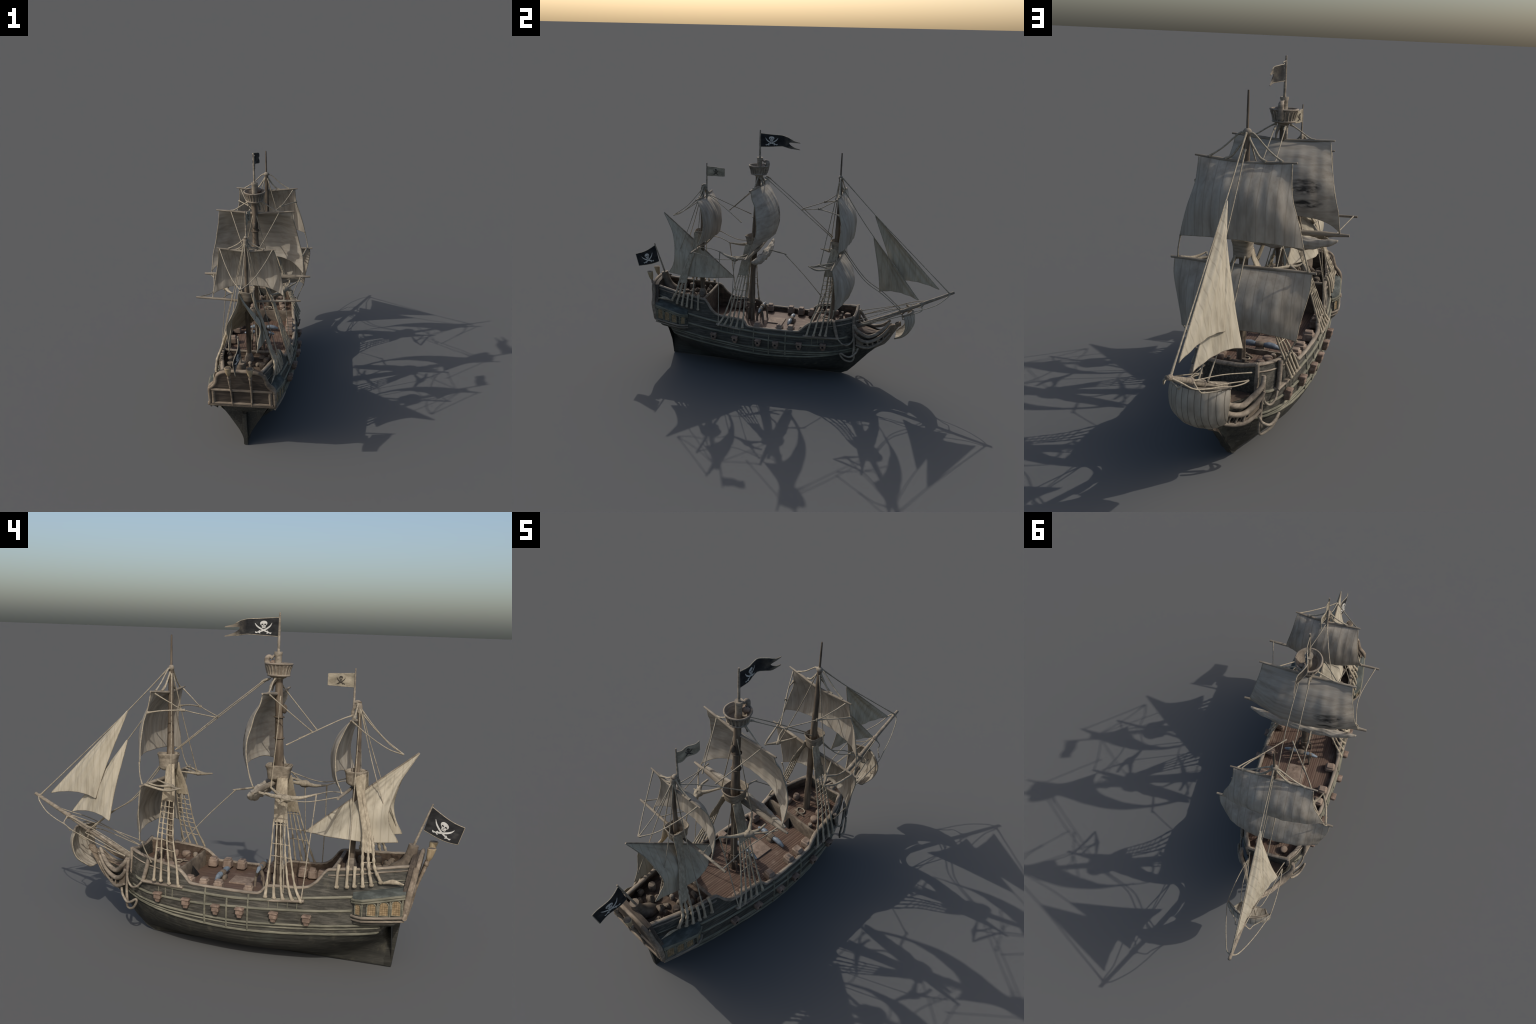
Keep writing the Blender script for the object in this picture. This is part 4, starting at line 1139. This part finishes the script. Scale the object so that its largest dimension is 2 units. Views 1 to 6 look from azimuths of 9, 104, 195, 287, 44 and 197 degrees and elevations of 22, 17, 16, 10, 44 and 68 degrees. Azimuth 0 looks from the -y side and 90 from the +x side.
def emblem(fn, cu, cv, su, sv, off, mat_a, mat_b, parent):
    """skull over crossed sabres, mapped on a flag surface; su, sv = uv size of one unit"""
    def put(poly, mat, name, lift):
        c = np.mean(poly, axis=0)
        for sgn in (1, -1):
            V = []; F = []; n = len(poly)
            for k in (0, .55, 1.0):
                for q in poly:
                    w = c + (np.array(q) - c) * k
                    u, v = cu + w[0]*su, cv - w[1]*sv
                    p = np.array(fn(u, v)); e = 1e-3
                    nn = np.cross(np.array(fn(u+e, v)) - p, np.array(fn(u, v+e)) - p); nn /= np.linalg.norm(nn)
                    V.append(p + nn * sgn * (off + lift))
            for r_ in range(2):
                for i in range(n): F.append([r_*n+i, r_*n+(i+1) % n, (r_+1)*n+(i+1) % n, (r_+1)*n+i])
            add(name, V, F, mat, parent)
    ell = lambda cx, cy, rx, ry, n=18: [(cx + rx*math.cos(2*math.pi*i/n), cy + ry*math.sin(2*math.pi*i/n)) for i in range(n)]
    def band(pts, w):
        P = curve_pts([(a, b, 0) for a, b in pts], 12)[:, :2]; T = np.gradient(P, axis=0); T /= np.linalg.norm(T, axis=1)[:, None]
        Nn = np.column_stack([-T[:, 1], T[:, 0]]); ww = np.interp(np.linspace(0, 1, 12), np.linspace(0, 1, len(w)), w)[:, None]
        return P + Nn*ww, P - Nn*ww
    def strip(pts, w, name):
        A, B = band(pts, w)
        for i in range(len(A) - 1):
            pass
        put_strip(A, B, name)
    def put_strip(A, B, name):
        for sgn in (1, -1):
            V = []; F = []
            for a, b in zip(A, B):
                for q in (a, b):
                    u, v = cu + q[0]*su, cv - q[1]*sv
                    p = np.array(fn(u, v)); e = 1e-3
                    nn = np.cross(np.array(fn(u+e, v)) - p, np.array(fn(u, v+e)) - p); nn /= np.linalg.norm(nn)
                    V.append(p + nn * sgn * off)
            for i in range(len(A) - 1): F.append([2*i, 2*i+1, 2*i+3, 2*i+2])
            add(name, V, F, mat_a, parent)
    for s in (1, -1):
        strip([(s*.95, .55), (s*.72, .10), (s*.30, -.30), (s*-.20, -.62), (s*-.62, -.86)], [.02, .09, .11, .10, .07], "painted_sabre")
        strip([(s*-.40, -.55), (s*-.50, -.78), (s*-.36, -.98)], [.05, .08, .05], "painted_hilt")
        strip([(s*-.62, -.80), (s*-.80, -.92), (s*-.86, -.76)], [.06, .08, .05], "painted_hilt")
    put(ell(0, .50, .40, .40), mat_a, "painted_skull", .0003)
    put([(-.22, .25), (.22, .25), (.20, -.12), (.10, -.20), (-.10, -.20), (-.20, -.12)], mat_a, "painted_jaw", .0004)
    for s in (1, -1): put(ell(s*.16, .36, .12, .10, 12), mat_b, "painted_eye", .0007)
    put(ell(0, .18, .05, .07, 8), mat_b, "painted_nose", .0007)
    put([(-.14, .0), (.14, .0), (.14, -.05), (-.14, -.05)], mat_b, "painted_mouth", .0007)

def stern_flag(u, v):
    a = np.array([0, -.862, .714]); b = np.array([0, -.998, .641]); c = np.array([0, -.975, .567]); d = np.array([0, -.836, .611])
    p = (a*(1-u) + b*u)*(1-v) + (d*(1-u) + c*u)*v
    p = p + np.array([.006*math.sin(u*5.5 + v), 0, -.010*math.sin(math.pi*u)*(1-.3*v)])
    return p
sf = flag_surface(stern_flag, 30, 18, .0016, M_FLAG, "pirate_flag")
def hem(fn, edges, parent):
    for uv in edges:
        V, F = tube_geo([fn(u, v) for u, v in uv], .0021, 6); add("flag_hem", V, F, M_ROPE, parent)
T = np.linspace(0, 1, 24)
hem(stern_flag, [[(u, 0) for u in T], [(u, 1) for u in T], [(1, v) for v in T]], sf)
emblem(stern_flag, .48, .52, .30, .36, .0026, M_WHITE, M_FLAG, sf)

TX = pl([(0, 0), (.19, -.002), (.37, -.016), (.50, -.024), (.62, -.013), (.75, .002), (.9, -.001), (1, -.005)])
def main_flag(u, v):
    y = -.183 + .237 * u
    zt = float(np.interp(u, [0, .3, .55, .7, .85, 1.0], [1.455, 1.449, 1.445, 1.438, 1.420, 1.411]))
    zb = float(np.interp(u, [0, .3, .55, .7, .85, 1.0], [1.377, 1.380, 1.383, 1.378, 1.372, 1.368]))
    x = TX(min(max(u, 0), 1))
    return np.array([x, y, zt + (zb - zt)*v])
def main_flag_tail(u, v):
    # swallow tail: notch opens over the last 28 %
    p = main_flag(u, v)
    if u > .72:
        k = ((u - .72)/.28) ** .6
        top = main_flag(u, 0); bot = main_flag(u, 1); mid = (top + bot)/2
        half = (1 - .82*k)
        if v < .5: p = top + (mid - top) * (v/.5) * half
        else: p = bot + (mid - bot) * ((1-v)/.5) * half
    return p
def swallow():
    nu, nv = 40, 19; th = .0016
    G = []
    # body up to the notch, then two tails
    def surf(fn, nu, nv):
        P = np.array([[fn(i/(nu-1), j/(nv-1)) for i in range(nu)] for j in range(nv)])
        du = np.gradient(P, axis=1); dv = np.gradient(P, axis=0)
        N = np.cross(du, dv); N /= np.maximum(np.linalg.norm(N, axis=2), 1e-9)[..., None]
        A = P + N*th; B = P - N*th; o = nu*nv
        V = [tuple(q) for q in A.reshape(-1, 3)] + [tuple(q) for q in B.reshape(-1, 3)]; F = []
        for j in range(nv-1):
            for i in range(nu-1):
                a = j*nu+i
                F.append([a, a+1, a+1+nu, a+nu]); F.append([o+a, o+a+nu, o+a+1+nu, o+a+1])
        for i in range(nu-1):
            F.append([i, o+i, o+i+1, i+1]); a = (nv-1)*nu+i; F.append([a, a+1, o+a+1, o+a])
        for j in range(nv-1):
            a = j*nu; F.append([a, a+nu, o+a+nu, o+a]); a += nu-1; F.append([a, o+a, o+a+nu, a+nu])
        return V, F
    G.append(surf(lambda u, v: main_flag(u*.72, v), 30, 13))
    G.append(surf(lambda u, v: main_flag_tail(.7201 + .2799*u, v*.4999), 14, 7))
    G.append(surf(lambda u, v: main_flag_tail(.7201 + .2799*u, .5001 + v*.4999), 14, 7))
    return merge(G)
mf = add("pirate_pennant", *swallow(), M_PENN, sharp=60)
hem(main_flag, [[(u*.8, 0) for u in T], [(u*.8, 1) for u in T]], mf)
emblem(main_flag, .27, .50, .155, .40, .0026, M_WHITE, M_FLAG, mf)

def miz_flag(u, v):
    y = -.513 + .110*u
    z = (1.239 - .006*u) * (1-v) + (1.183 + .003*u) * v
    return np.array([.004*math.sin(u*10.0) + .006*u, y, z])
zf_ = flag_surface(miz_flag, 26, 14, .0015, M_FLAGT, "tan_flag")
hem(miz_flag, [[(u, 0) for u in T], [(u, 1) for u in T], [(1, v) for v in T]], zf_)
emblem(miz_flag, .50, .50, .17, .36, .0026, M_INK, M_FLAGT, zf_)
